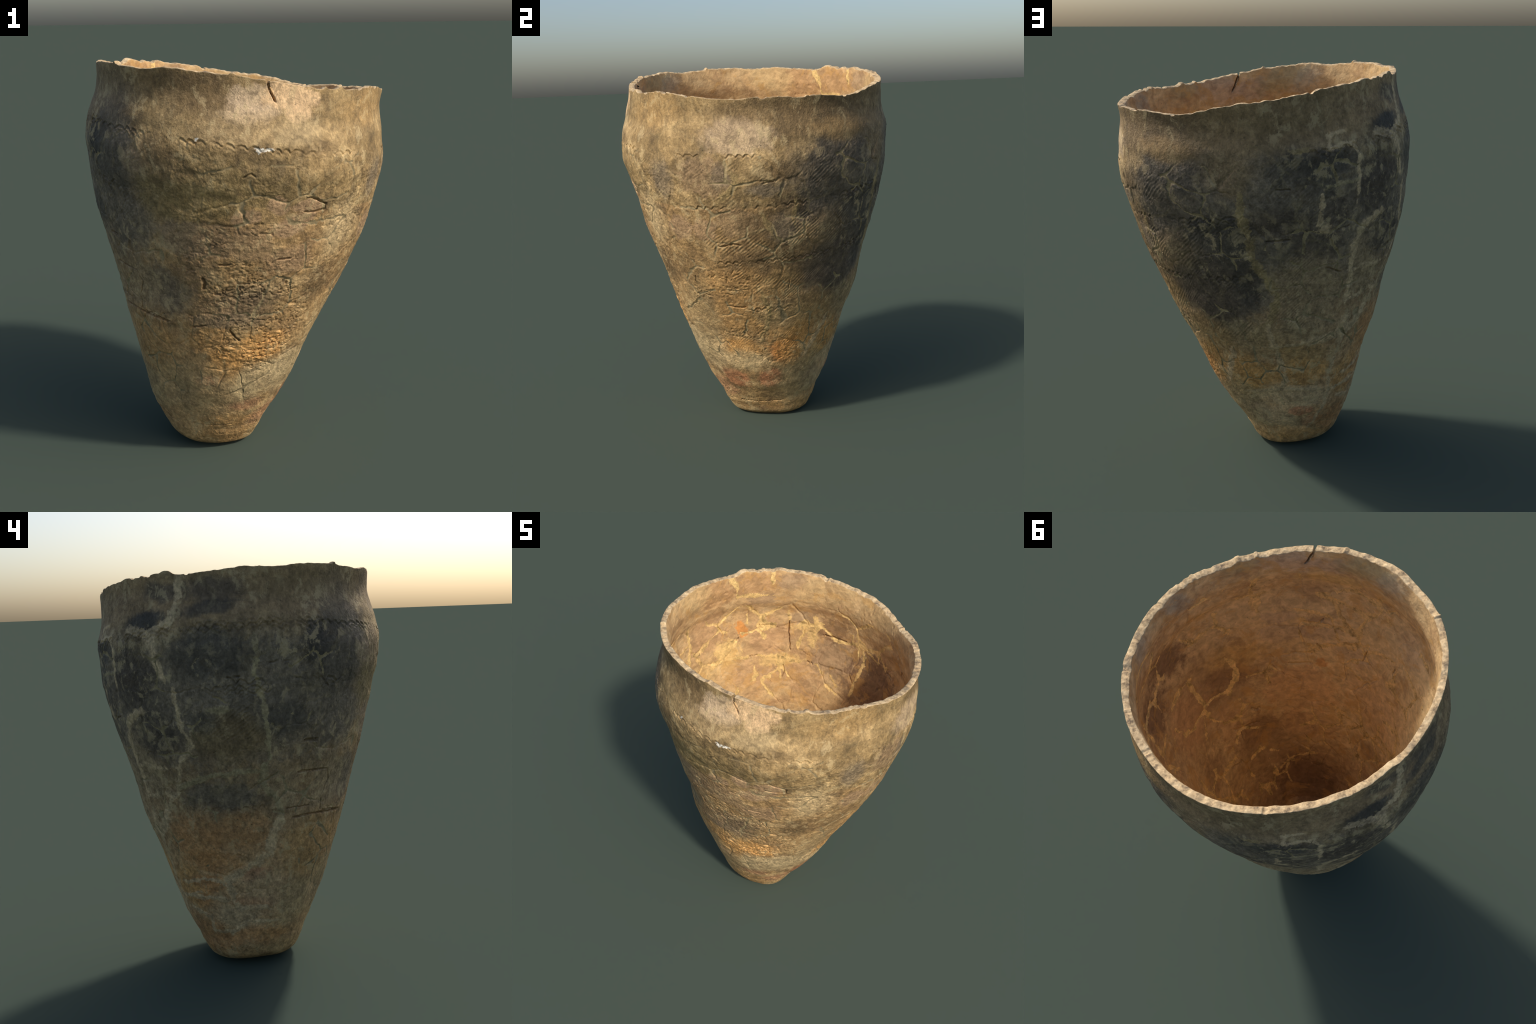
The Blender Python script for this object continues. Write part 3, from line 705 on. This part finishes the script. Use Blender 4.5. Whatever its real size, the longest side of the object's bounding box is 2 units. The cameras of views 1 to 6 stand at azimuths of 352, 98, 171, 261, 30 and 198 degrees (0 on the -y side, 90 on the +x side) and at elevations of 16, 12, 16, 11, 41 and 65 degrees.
# --------------------------------------------------------------------------- the surface, as one net
def build_net():
    t = np.linspace(0, 2 * np.pi, AROUND, endpoint=False)
    top = rim_line(t)
    rows, part = [], []

    def grid(s):
        return np.meshgrid(s, t, indexing="ij")

    # underside, from the middle outwards
    s, T = grid(np.linspace(0.04, 0.97, 12))
    R0 = outer_radius(T, 0 * T)
    Z = 0.006 * (1 - s ** 2) + 0.0
    P = place(T, R0 * s, Z)
    P[..., 2] += 0.0015 * np.abs(noise(P * 30, 41)) * smooth(1.0, 0.8, s)
    rows.append(P)
    part += ["foot"] * 12
    # outside wall, foot to rim; the upper third stretches to meet the rim
    s = np.concatenate([np.linspace(0, 0.06, 18, endpoint=False), np.linspace(0.06, 1.90, 520)])
    S, T = grid(s)
    Z = np.where(S < 1.5, S, 1.5 + (S - 1.5) * (top[None, :] - 1.5) / 0.40)
    R = outer_radius(T, Z)
    P = place(T, R, Z)
    h = outer_relief(T, Z, R, P)
    g, kind_out = grooves(T, Z, R, P, "outer")
    # plates and joins of the mended sherds, hardly felt on the smooth neck
    edge, own = sherds(T, Z, P, 0.17, 200)
    body = smooth(1.70, 1.60, Z + RING_TILT * (P[..., 0] - centre(Z)[0])) * smooth(0.15, 0.55, Z)
    felt = smooth(-0.20, 0.25, noise(P * 4.5, 210) + 0.35 * noise(P * 15, 211)) * body
    h = h + g + body * 0.0018 * own * smooth(0.0, 0.012, edge) - felt * 0.0034 * smooth(0.0075, 0.0015, edge)
    wide = 0.0048 * (1 + 0.8 * noise(P * 20, 212))
    kind_out = np.where((edge < wide) & (felt > 0.5) & (noise(P * 3.1, 213) > -0.05), PLASTERS.index("join") + 1, 0).astype(np.int16)
    h *= smooth(0, 0.02, Z)
    cx, _ = centre(Z)
    tilted = Z + RING_TILT * (P[..., 0] - cx)
    P = place(T, R + h, Z)
    outer_top = P[-1].copy()
    rows.append(P)
    part += ["outer"] * len(s)
    # inside wall
    s_in = np.linspace(1, 0, 280) ** 1.0
    S, T = grid(s_in)
    low = FLOOR + 0.03
    inner_edge = top + 0.006 * noise(np.stack([np.cos(t) * 20, np.sin(t) * 20, 0 * t], -1), 44) - 0.004
    Zi = low + (inner_edge[None, :] - low) * S
    Ri = inner_radius(T, Zi)
    Pi = place(T, Ri, Zi)
    hi = 0.0035 * noise(Pi * 5, 21) + 0.0018 * noise(Pi * 13, 22) + 0.0010 * noise(Pi * np.array([16, 16, 55]), 23) + 0.0006 * noise(Pi * 60, 24)
    gi, kind_in = grooves(T, Zi, Ri, Pi, "inner")
    edge, own = sherds(T, Zi, Pi, 0.20, 300)
    low_wall = smooth(1.78, 1.68, Zi) * smooth(0.15, 0.3, Zi)
    felt = smooth(-0.3, 0.2, noise(Pi * 4.2, 310) + 0.35 * noise(Pi * 15, 311)) * low_wall
    gi = gi + low_wall * 0.0016 * own * smooth(0.0, 0.012, edge) - felt * 0.005 * smooth(0.0065, 0.0015, edge)
    wide = 0.011 * (1 + 1.0 * noise(Pi * 11, 312) + 0.5 * noise(Pi * 40, 314))
    fill = (edge < wide) & (noise(Pi * 3.4, 313) + 0.3 * noise(Pi * 12, 315) > 0.02) & (low_wall > 0.5)
    kind_in = np.where(fill & (kind_in == 0), np.where(np.sin(T + 0.6) > -0.2, 1, 2), kind_in).astype(np.int16)
    pitting = smooth(0.25, 0.6, noise(Pi * 48, 316)) * smooth(-0.1, 0.3, noise(Pi * 6, 317))
    # the lip is uneven in width
    Pi = place(T, Ri - hi - gi + 0.0025 * pitting + 0.006 * noise(Pi * 13, 318) * smooth(0.9, 1.0, S), Zi)
    # broken lip between the two walls
    n_lip = 14
    q, T = grid((np.arange(n_lip) + 1) / (n_lip + 1))
    a, b = outer_top[None], Pi[0][None]
    L = a * (1 - q[..., None]) + b * q[..., None]
    round_ = np.sin(np.pi * q) ** 0.6
    L[..., 2] += 0.003 * round_ + round_ * (0.005 * fractal(L * 30, 3, 46) + 0.0018 * noise(L * 80, 48))
    rows.append(L)
    part += ["lip"] * n_lip
    rows.append(Pi)
    part += ["inner"] * len(s_in)
    # inside floor, rounded into the wall
    s, T = grid(np.linspace(0.985, 0.03, 26))
    edge = Pi[-1]
    mx, my = centre(np.array(FLOOR))
    F = np.empty(T.shape + (3,))
    F[..., 0] = mx + (edge[None, :, 0] - mx) * s
    F[..., 1] = my + (edge[None, :, 1] - my) * s
    F[..., 2] = FLOOR + 0.03 * s ** 6 + 0.003 * noise(np.stack([F[..., 0] * 12, F[..., 1] * 12, 0 * s], -1), 49) * (1 - s ** 6)
    rows.append(F)
    part += ["floor"] * 26
    net = np.concatenate(rows, 0).astype(np.float32)
    n_out = (np.array(part) == "outer").sum()
    kind = np.zeros(net.shape[:2], np.int16)
    i_out = part.index("outer")
    i_in = part.index("inner")
    kind[i_out:i_out + n_out] = kind_out
    kind[i_in:i_in + len(s_in)] = kind_in
    lean = np.zeros(net.shape[:2], np.float32)
    lean[i_out:i_out + n_out] = tilted
    return net, np.array(part), kind, lean


def net_normals(net):
    along = np.roll(net, -1, 1) - np.roll(net, 1, 1)
    up = np.empty_like(net)
    up[1:-1] = net[2:] - net[:-2]
    up[0], up[-1] = net[1] - net[0], net[-1] - net[-2]
    n = np.cross(along, up)
    return n / np.maximum(np.linalg.norm(n, axis=-1, keepdims=True), 1e-12)


# --------------------------------------------------------------------------- materials
import bpy


def tone(r, g, b):
    def lin(c):
        c /= 255
        return c / 12.92 if c <= 0.04045 else ((c + 0.055) / 1.055) ** 2.4
    return (lin(r), lin(g), lin(b), 1.0)


TONES = {
    # outside: clay, soot, slip, plaster; dark tones lightened and warmed for the shaded back
    "umber": (112, 90, 60), "slate": (120, 106, 86), "soot": (94, 84, 69), "char": (80, 72, 61),
    "mauve": (141, 120, 92), "greige": (200, 172, 136), "peach": (222, 185, 138), "olive": (134, 114, 72),
    "clay": (155, 127, 92), "rose": (176, 143, 106), "buff": (192, 162, 116), "ochre": (186, 144, 90),
    "amber": (200, 148, 84), "olivebuff": (174, 149, 106), "cream": (204, 178, 132), "rust": (184, 132, 96),
    "tawny": (174, 138, 86), "bistre": (98, 84, 68), "brick": (194, 128, 88), "orange": (194, 126, 66),
    "olivedark": (136, 112, 76), "drab": (168, 142, 104), "celadon": (200, 171, 128), "sienna": (196, 142, 88),
    "drabseam": (164, 146, 106), "olivetan": (160, 136, 90), "pale_low_back": (200, 159, 111), "charcoal": (126, 111, 90), "join": (152, 134, 98), "lime": (236, 230, 214), "dusk": (158, 128, 91),
    # inside; dun, rust2, mustard, mustardseam lightened to offset shadow on the wall
    "inner_shade_lift": (216, 184, 132),
    "dun5": (160, 132, 100),
    "bole5": (122, 94, 70),
    "umber5": (142, 110, 76),
    "clay2": (178, 138, 94), "slate2": (158, 132, 102), "straw": (204, 172, 120), "biscuit": (188, 149, 107),
    "dun": (186, 158, 124), "umber2": (148, 115, 80), "bole": (128, 98, 72), "orange2": (210, 144, 76),
    "butter": (220, 184, 120), "greige2": (190, 166, 140), "ash": (172, 160, 136), "olive2": (164, 146, 106),
    "mustard": (204, 166, 100), "rust2": (202, 158, 110), "mustardseam": (212, 176, 116),
}


class Nodes:
    """short hand for wiring a node tree"""

    def __init__(self, name):
        self.material = bpy.data.materials.new(name)
        self.material.use_nodes = True
        self.tree = self.material.node_tree
        self.tree.nodes.clear()
        self.object = self.node("ShaderNodeTexCoord").outputs["Object"]

    def node(self, kind, **settings):
        n = self.tree.nodes.new(kind)
        for k, v in settings.items():
            setattr(n, k, v)
        return n

    def link(self, a, b):
        if hasattr(a, "is_output"):
            self.tree.links.new(a, b)
        else:
            b.default_value = a

    def math(self, op, a, b=0.5, clamp=False):
        n = self.node("ShaderNodeMath", operation=op, use_clamp=clamp)
        self.link(a, n.inputs[0])
        self.link(b, n.inputs[1])
        return n.outputs[0]

    def vector(self, op, a, b):
        n = self.node("ShaderNodeVectorMath", operation=op)
        self.link(a, n.inputs[0])
        self.link(b, n.inputs[1])
        return n.outputs["Vector"]

    def scaled(self, v, s):
        n = self.node("ShaderNodeVectorMath", operation="SCALE")
        self.link(v, n.inputs[0])
        n.inputs["Scale"].default_value = s
        return n.outputs["Vector"]

    def noise(self, scale, detail=4.0, rough=0.55, vec=None, distortion=0.0, colour=False):
        n = self.node("ShaderNodeTexNoise")
        self.link(vec if vec is not None else self.object, n.inputs["Vector"])
        n.inputs["Scale"].default_value = scale
        n.inputs["Detail"].default_value = detail
        n.inputs["Roughness"].default_value = rough
        n.inputs["Distortion"].default_value = distortion
        return n.outputs["Color" if colour else "Fac"]

    def stretch(self, sx, sy, sz):
        n = self.node("ShaderNodeMapping")
        self.link(self.object, n.inputs["Vector"])
        n.inputs["Scale"].default_value = (sx, sy, sz)
        return n.outputs["Vector"]

    def ranged(self, v, a, b, lo=0.0, hi=1.0, kind="SMOOTHSTEP"):
        n = self.node("ShaderNodeMapRange", interpolation_type=kind)
        for k, x in zip(("Value", "From Min", "From Max", "To Min", "To Max"), (v, a, b, lo, hi)):
            self.link(x, n.inputs[k])
        return n.outputs["Result"]

    def mix(self, f, a, b, blend="MIX"):
        n = self.node("ShaderNodeMix", data_type="RGBA", blend_type=blend)
        self.link(f, n.inputs[0])
        self.link(a, n.inputs[6])
        self.link(b, n.inputs[7])
        return n.outputs[2]

    def ramp(self, v, stops):
        n = self.node("ShaderNodeValToRGB")
        e = n.color_ramp.elements
        while len(e) > 1:
            e.remove(e[-1])
        e[0].position, e[0].color = stops[0]
        for pos, col in stops[1:]:
            x = e.new(pos)
            x.color = col
        self.link(v, n.inputs[0])
        return n.outputs["Color"]

    def grey(self, v):
        n = self.node("ShaderNodeCombineColor")
        for k in range(3):
            self.link(v, n.inputs[k])
        return n.outputs[0]

    def finish(self, colour, height, rough=0.72, bump=0.5, distance=0.004, gloss=0.35):
        b = self.node("ShaderNodeBump")
        b.inputs["Strength"].default_value = bump
        b.inputs["Distance"].default_value = distance
        self.link(height, b.inputs["Height"])
        p = self.node("ShaderNodeBsdfPrincipled")
        self.link(colour, p.inputs["Base Color"])
        self.link(rough, p.inputs["Roughness"])
        p.inputs["Specular IOR Level"].default_value = gloss
        self.link(b.outputs["Normal"], p.inputs["Normal"])
        o = self.node("ShaderNodeOutputMaterial")
        self.link(p.outputs["BSDF"], o.inputs["Surface"])
        return self.material


def seam_patches():
    """the plaster seams of the outside, as chains of long narrow patches"""
    out = []
    for side, kind, half, way in SEAMS:
        if side != "outer":
            continue
        for (a0, z0), (a1, z1) in zip(way[:-1], way[1:]):
            span = turn(a1, a0)
            az, z = a0 + span / 2, (z0 + z1) / 2
            r = float(outer_radius(np.array(np.radians(az)), np.array(z)))
            du, dz = math.radians(span) * r, (z1 - z0) * 1.08
            out.append((kind, az, z, math.hypot(du, dz) / 2 + half * 0.8, half * 1.25, -math.degrees(math.atan2(dz, du)), 0.25, 0.75, "seam"))
    return out


def lay_patches(n, colour, patches, inner):
    """each patch is an ellipse on the wall with a ragged, more or less soft edge"""
    if not patches:
        return colour
    warp = n.vector("SUBTRACT", n.noise(6.5, 3.0, colour=True), (0.5, 0.5, 0.5))
    at = n.vector("ADD", n.object, n.scaled(warp, 0.075))
    ragged = n.math("MULTIPLY", n.math("SUBTRACT", n.noise(20.0, 8.0, 0.72, distortion=0.5), 0.5), 2.4 if inner else 1.35)
    at_seam = n.vector("ADD", n.object, n.scaled(n.vector("SUBTRACT", n.noise(16.0, 4.0, 0.6, colour=True), (0.5, 0.5, 0.5)), 0.055))
    ragged_seam = n.math("MULTIPLY", n.math("SUBTRACT", n.noise(30.0, 8.0, 0.72, distortion=0.4), 0.5), 3.4)
    for kind, az, z, w, h, tilt, soft, strength, *seam in patches:
        a = np.radians(az)
        r = inner_radius(np.array(a), np.array(z)) if inner else outer_radius(np.array(a), np.array(z))
        p = place(np.array(a), r, np.array(z))
        m = n.node("ShaderNodeMapping", vector_type="TEXTURE")
        n.link(at_seam if seam else at, m.inputs["Vector"])
        m.inputs["Location"].default_value = [float(v) for v in p]
        # local x runs along the wall, local y straight out of it
        m.inputs["Rotation"].default_value = (0.0, math.radians(tilt), a + math.pi / 2)
        m.inputs["Scale"].default_value = (w, 50.0, h)
        size = n.node("ShaderNodeVectorMath", operation="LENGTH")
        n.link(m.outputs["Vector"], size.inputs[0])
        d = n.math("ADD", size.outputs["Value"], ragged_seam if seam else ragged)
        soft = max(soft, 0.4 if kind in ("char", "soot", "bistre", "slate") else 0.14)
        mask = n.ranged(d, 1 + soft, 1 - soft, 0.0, strength)
        colour = n.mix(mask, colour, tone(*TONES[kind]))
    return colour


def outer_clay(name, patches, base, streak=0.8, joints=0.25, grime_most=0.42, grain=0.34):
    n = Nodes(name)
    light, mid, dark = base
    broad = n.noise(6.0, 6.0, 0.62, distortion=0.5)
    colour = n.ramp(broad, [(0.34, tone(*dark)), (0.50, tone(*mid)), (0.66, tone(*light))])
    colour = lay_patches(n, colour, patches, False)
    # the pot is pieced together from sherds, each fired and soiled a little differently
    shift = n.vector("SUBTRACT", n.noise(7.0, 3.0, colour=True), (0.5, 0.5, 0.5))
    cells = n.node("ShaderNodeTexVoronoi")
    n.link(n.vector("ADD", n.object, n.scaled(shift, 0.10)), cells.inputs["Vector"])
    cells.inputs["Scale"].default_value = 6.0
    own = n.node("ShaderNodeSeparateColor")
    n.link(cells.outputs["Color"], own.inputs[0])
    colour = n.mix(1.0, colour, n.grey(n.ranged(own.outputs[0], 0.0, 1.0, 0.88, 1.12, "LINEAR")), "MULTIPLY")
    edges = n.node("ShaderNodeTexVoronoi", feature="DISTANCE_TO_EDGE")
    n.link(n.vector("ADD", n.object, n.scaled(shift, 0.10)), edges.inputs["Vector"])
    edges.inputs["Scale"].default_value = 6.0
    frayed = n.math("ADD", edges.outputs["Distance"], n.math("MULTIPLY", n.math("SUBTRACT", n.noise(28.0, 6.0, 0.7), 0.5), 0.16))
    open_ = n.ranged(n.noise(4.5, 2.0), 0.46, 0.58, 0.0, joints)
    colour = n.mix(n.math("MULTIPLY", n.ranged(frayed, 0.05, 0.015), open_), colour, tone(160, 140, 98))
    # mottling: pale slip and dark grime caught in the grain
    along = n.stretch(1, 1, streak)
    mottle = n.noise(34.0, 7.0, 0.66, vec=along, distortion=0.3)
    flecks = n.noise(85.0, 4.0, 0.6, vec=along, distortion=0.3)
    colour = n.mix(1.0, colour, n.grey(n.ranged(mottle, 0.34, 0.66, 1 - grain, 1 + grain, "LINEAR")), "MULTIPLY")
    colour = n.mix(1.0, colour, n.grey(n.ranged(flecks, 0.34, 0.66, 0.80, 1.22, "LINEAR")), "MULTIPLY")
    slip = n.ranged(n.noise(17.0, 8.0, 0.72, vec=along, distortion=0.4), 0.53, 0.60, 0.0, 0.55)
    slip = n.math("MULTIPLY", slip, n.ranged(n.noise(3.2, 3.0), 0.38, 0.58, 0.25, 1.0))
    colour = n.mix(slip, colour, tone(200, 175, 128))
    grime = n.ranged(n.noise(11.0, 7.0, 0.72, distortion=0.8), 0.54, 0.62, 0.0, grime_most)
    colour = n.mix(grime, colour, tone(88, 72, 50))
    pits = n.node("ShaderNodeTexVoronoi")
    n.link(n.object, pits.inputs["Vector"])
    pits.inputs["Scale"].default_value = 42.0
    few = n.ranged(n.noise(9.0, 2.0), 0.45, 0.6, 0.03, 0.13)
    pit = n.math("LESS_THAN", pits.outputs["Distance"], few)
    colour = n.mix(n.math("MULTIPLY", pit, 0.55), colour, tone(58, 48, 38))
    fine = n.noise(110.0, 5.0, 0.65)
    height = n.math("ADD", fine, n.math("MULTIPLY", mottle, grain * 4.5))
    rough = n.ranged(mottle, 0.3, 0.7, 0.80, 0.60, "LINEAR")
    return n.finish(colour, height, rough, 0.75, 0.006, 0.32)


def inner_clay(name, patches):
    n = Nodes(name)
    broad = n.noise(5.0, 6.0, 0.6, vec=n.stretch(1, 1, 1.8), distortion=0.6)
    colour = n.ramp(broad, [(0.34, tone(176, 140, 98)), (0.50, tone(194, 159, 111)), (0.66, tone(208, 176, 128))])
    colour = lay_patches(n, colour, patches, True)
    mottle = n.noise(22.0, 6.0, 0.64, vec=n.stretch(1, 1, 1.3), distortion=0.5)
    colour = n.mix(1.0, colour, n.grey(n.ranged(mottle, 0.34, 0.66, 0.76, 1.24, "LINEAR")), "MULTIPLY")
    lime = n.ranged(n.noise(34.0, 6.0, 0.7), 0.62, 0.74, 0.0, 0.35)
    colour = n.mix(lime, colour, tone(212, 186, 148))
    ochre = n.ranged(n.noise(8.0, 6.0, 0.7, distortion=0.6), 0.53, 0.62, 0.0, 0.5)
    colour = n.mix(ochre, colour, tone(200, 154, 88))
    soiled = n.ranged(n.noise(6.0, 6.0, 0.7, distortion=0.6), 0.56, 0.66, 0.0, 0.4)
    colour = n.mix(soiled, colour, tone(138, 106, 74))
    pits = n.node("ShaderNodeTexVoronoi")
    n.link(n.object, pits.inputs["Vector"])
    pits.inputs["Scale"].default_value = 36.0
    pit = n.math("LESS_THAN", pits.outputs["Distance"], n.ranged(n.noise(7.0, 2.0), 0.5, 0.62, 0.0, 0.09))
    colour = n.mix(n.math("MULTIPLY", pit, 0.6), colour, tone(60, 44, 30))
    height = n.math("ADD", n.noise(80.0, 5.0, 0.65), n.math("MULTIPLY", n.noise(30.0, 3.0), 1.0))
    return n.finish(colour, height, 0.8, 0.6, 0.004, 0.25)


def lip_clay(name):
    n = Nodes(name)
    colour = n.ramp(n.noise(24.0, 7.0, 0.7), [(0.34, tone(120, 102, 80)), (0.46, tone(188, 160, 120)), (0.66, tone(216, 190, 148))])
    colour = n.mix(1.0, colour, n.grey(n.ranged(n.noise(60.0, 5.0, 0.65), 0.3, 0.7, 0.72, 1.22, "LINEAR")), "MULTIPLY")
    dark = n.ranged(n.noise(11.0, 6.0, 0.66), 0.54, 0.66, 0.0, 0.6)
    colour = n.mix(dark, colour, tone(84, 78, 70))
    return n.finish(colour, n.noise(45.0, 4.0, 0.6), 0.8, 0.5, 0.005, 0.25)


def plaster(name, kind):
    n = Nodes(name)
    r, g, b = TONES[kind]
    colour = n.ramp(n.noise(20.0, 6.0, 0.65, distortion=0.5), [(0.32, tone(r * .68, g * .68, b * .66)), (0.5, tone(r, g, b)), (0.68, tone(min(r * 1.12, 255), min(g * 1.12, 255), min(b * 1.14, 255)))])
    colour = n.mix(1.0, colour, n.grey(n.ranged(n.noise(70.0, 5.0, 0.65), 0.3, 0.7, 0.78, 1.2, "LINEAR")), "MULTIPLY")
    return n.finish(colour, n.noise(60.0, 5.0, 0.65), 0.85, 0.5, 0.004, 0.2)


# --------------------------------------------------------------------------- objects
SECTORS = 16
BANDS = 4           # each part's clay is mixed afresh for every sector and band, from the patches that reach it


def near_sector(patch, sector):
    _, az, z, w, h, tilt, *_ = patch
    w, h = w * abs(math.cos(math.radians(tilt))), max(h, w * abs(math.sin(math.radians(tilt))))
    r = float(np.interp(z, [s[0] for s in SECTIONS], [s[1] for s in SECTIONS]))
    reach = np.degrees((max(w, h * 0.5) * 1.5 + 0.05) / max(r, 0.15)) + 180 / SECTORS
    return abs(turn((sector + 0.5) * 360 / SECTORS, az)) < reach


def near_band(patch, low, high):
    tilt = abs(math.sin(math.radians(patch[5])))
    reach = max(patch[4], patch[3] * max(tilt, 0.2)) * 1.5 + 0.05
    return patch[2] + reach > low and patch[2] - reach < high


def sector_materials(part, low, high, patches, maker, slots):
    """one mix of clay for every sector and band of the part that has faces"""
    out = {}
    step = (high - low) / BANDS
    for slot in np.unique(slots):
        b, s = divmod(int(slot), SECTORS)
        mine = [p for p in patches if near_sector(p, s) and near_band(p, low + b * step, low + (b + 1) * step)]
        out[int(slot)] = maker(f"{part}_clay", mine)
    return out


def make_object(name, net, normals, quads, poles, parent, materials, sector):
    """cut the quads out of the net as a mesh of their own, keeping the whole net's normals"""
    kept, slot = np.unique(sector, return_inverse=True)
    materials, sector = [materials[int(k)] for k in kept], slot.reshape(-1)
    used, index = np.unique(quads, return_inverse=True)
    co = net.reshape(-1, 3)[used]
    nor = normals.reshape(-1, 3)[used]
    loops = index.reshape(-1).astype(np.int32)
    sizes = np.full(len(quads), 4, np.int32)
    sector = np.asarray(sector, np.int32)
    if poles is not None:
        middle, up, ring = poles
        lookup = {int(v): k for k, v in enumerate(used)}
        co = np.concatenate([co, [middle]]).astype(np.float32)
        nor = np.concatenate([nor, [up]]).astype(np.float32)
        fan = [(lookup[int(a)], lookup[int(b)], len(co) - 1) for a, b in ring]
        loops = np.concatenate([loops, np.array(fan, np.int32).reshape(-1)])
        sizes = np.concatenate([sizes, np.full(len(fan), 3, np.int32)])
        sector = np.concatenate([sector, np.zeros(len(fan), np.int32)])
    me = bpy.data.meshes.new(name)
    me.vertices.add(len(co))
    me.vertices.foreach_set("co", np.ascontiguousarray(co, np.float32).reshape(-1))
    me.loops.add(len(loops))
    me.loops.foreach_set("vertex_index", loops)
    me.polygons.add(len(sizes))
    me.polygons.foreach_set("loop_start", np.concatenate([[0], np.cumsum(sizes)[:-1]]).astype(np.int32))
    for m in materials:
        me.materials.append(m)
    me.polygons.foreach_set("material_index", sector)
    me.polygons.foreach_set("use_smooth", np.ones(len(sizes), bool))
    me.update(calc_edges=True)
    me.normals_split_custom_set_from_vertices([tuple(v) for v in nor.tolist()])
    ob = bpy.data.objects.new(name, me)
    bpy.context.scene.collection.objects.link(ob)
    ob.parent = parent
    return ob


def main():
    net, part, kind, lean = build_net()
    low = net[..., 2].min()
    net[..., 2] -= low
    normals = net_normals(net)
    rows, cols = net.shape[:2]
    idx = np.arange(rows * cols).reshape(rows, cols)
    a, b = idx[:-1], idx[1:]
    quads = np.stack([a, np.roll(a, -1, 1), np.roll(b, -1, 1), b], -1)      # rows-1, cols, 4
    face_part = part[:-1].copy()
    face_part[part[1:] == "lip"] = "lip"
    face_kind = np.maximum(kind[:-1], 0)
    face_part = np.repeat(face_part[:, None], cols, 1).astype("U12")
    z = net[:-1, :, 2]
    out = face_part == "outer"
    face_part[out & (z < 0.075)] = "foot"
    face_part[out & (z >= 0.075) & (lean[:-1] < 1.40)] = "body"
    face_part[out & (lean[:-1] >= 1.40) & (lean[:-1] < 1.66)] = "shoulder"
    face_part[out & (lean[:-1] >= 1.66)] = "neck"
    seam = (face_kind > 0) & ((face_part == "body") | (face_part == "shoulder") | (face_part == "neck") | (face_part == "inner") | (face_part == "foot"))
    cx, cy = centre(z)
    sector = (np.degrees(np.arctan2(net[:-1, :, 1] - cy, net[:-1, :, 0] - cx)) % 360 / (360 / SECTORS)).astype(int) % SECTORS

    pot = bpy.data.objects.new("clay_pot", None)
    bpy.context.scene.collection.objects.link(pot)
    pot["label"] = "leaning ancient clay pot with broken rim and mended cracks"
    pot["category"] = "clay pot"

    outside = OUTER_PATCHES + seam_patches()
    tan = ((186, 156, 108), (153, 126, 83), (116, 96, 65))
    warm = ((190, 157, 108), (166, 133, 87), (138, 110, 74))
    plan = [
        ("neck", "neck", 1.5, 2.0, lambda n, p: outer_clay(n, p, tan, 0.7, 0.15, 0.36, 0.24), outside),
        ("shoulder", "shoulder", 1.28, 1.8, lambda n, p: outer_clay(n, p, tan), outside),
        ("body", "body", 0.07, 1.5, lambda n, p: outer_clay(n, p, warm, 0.8, 0.25, 0.30), outside),
        ("foot", "base", 0.0, 0.08, lambda n, p: outer_clay(n, p, warm), outside),
        ("inner", "inner_wall", 0.12, 2.0, inner_clay, INNER_PATCHES),
        ("floor", "inner_floor", 0.1, 0.14, inner_clay, INNER_PATCHES),
    ]
    for key, name, lo, hi, maker, patches in plan:
        mask = (face_part == key) & ~seam
        poles = None
        if key == "foot":
            ring = idx[0]
            poles = (net[0].mean(0), (0, 0, -1), [(np.roll(ring, -1)[k], ring[k]) for k in range(cols)])
        if key == "floor":
            ring = idx[-1]
            poles = (net[-1].mean(0), (0, 0, 1), [(ring[k], np.roll(ring, -1)[k]) for k in range(cols)])
        band = np.clip(((z[mask] - lo) / (hi - lo) * BANDS).astype(int), 0, BANDS - 1)
        slots = band * SECTORS + sector[mask] if key not in ("foot", "floor") else sector[mask] // 4 * 4
        make_object(name, net, normals, quads[mask], poles, pot, sector_materials(name, lo, hi, patches, maker, slots), slots)
    mask = face_part == "lip"
    make_object("rim", net, normals, quads[mask], None, pot, [lip_clay("broken_edge_clay")], np.zeros(mask.sum()))
    for k, name in enumerate(PLASTERS):
        mask = seam & (face_kind == k + 1)
        if mask.any():
            ob = make_object("plaster_seam", net, normals, quads[mask], None, pot, [plaster(f"plaster_{name}", name)], np.zeros(mask.sum()))
            ob["kind"] = "stuff"


main()
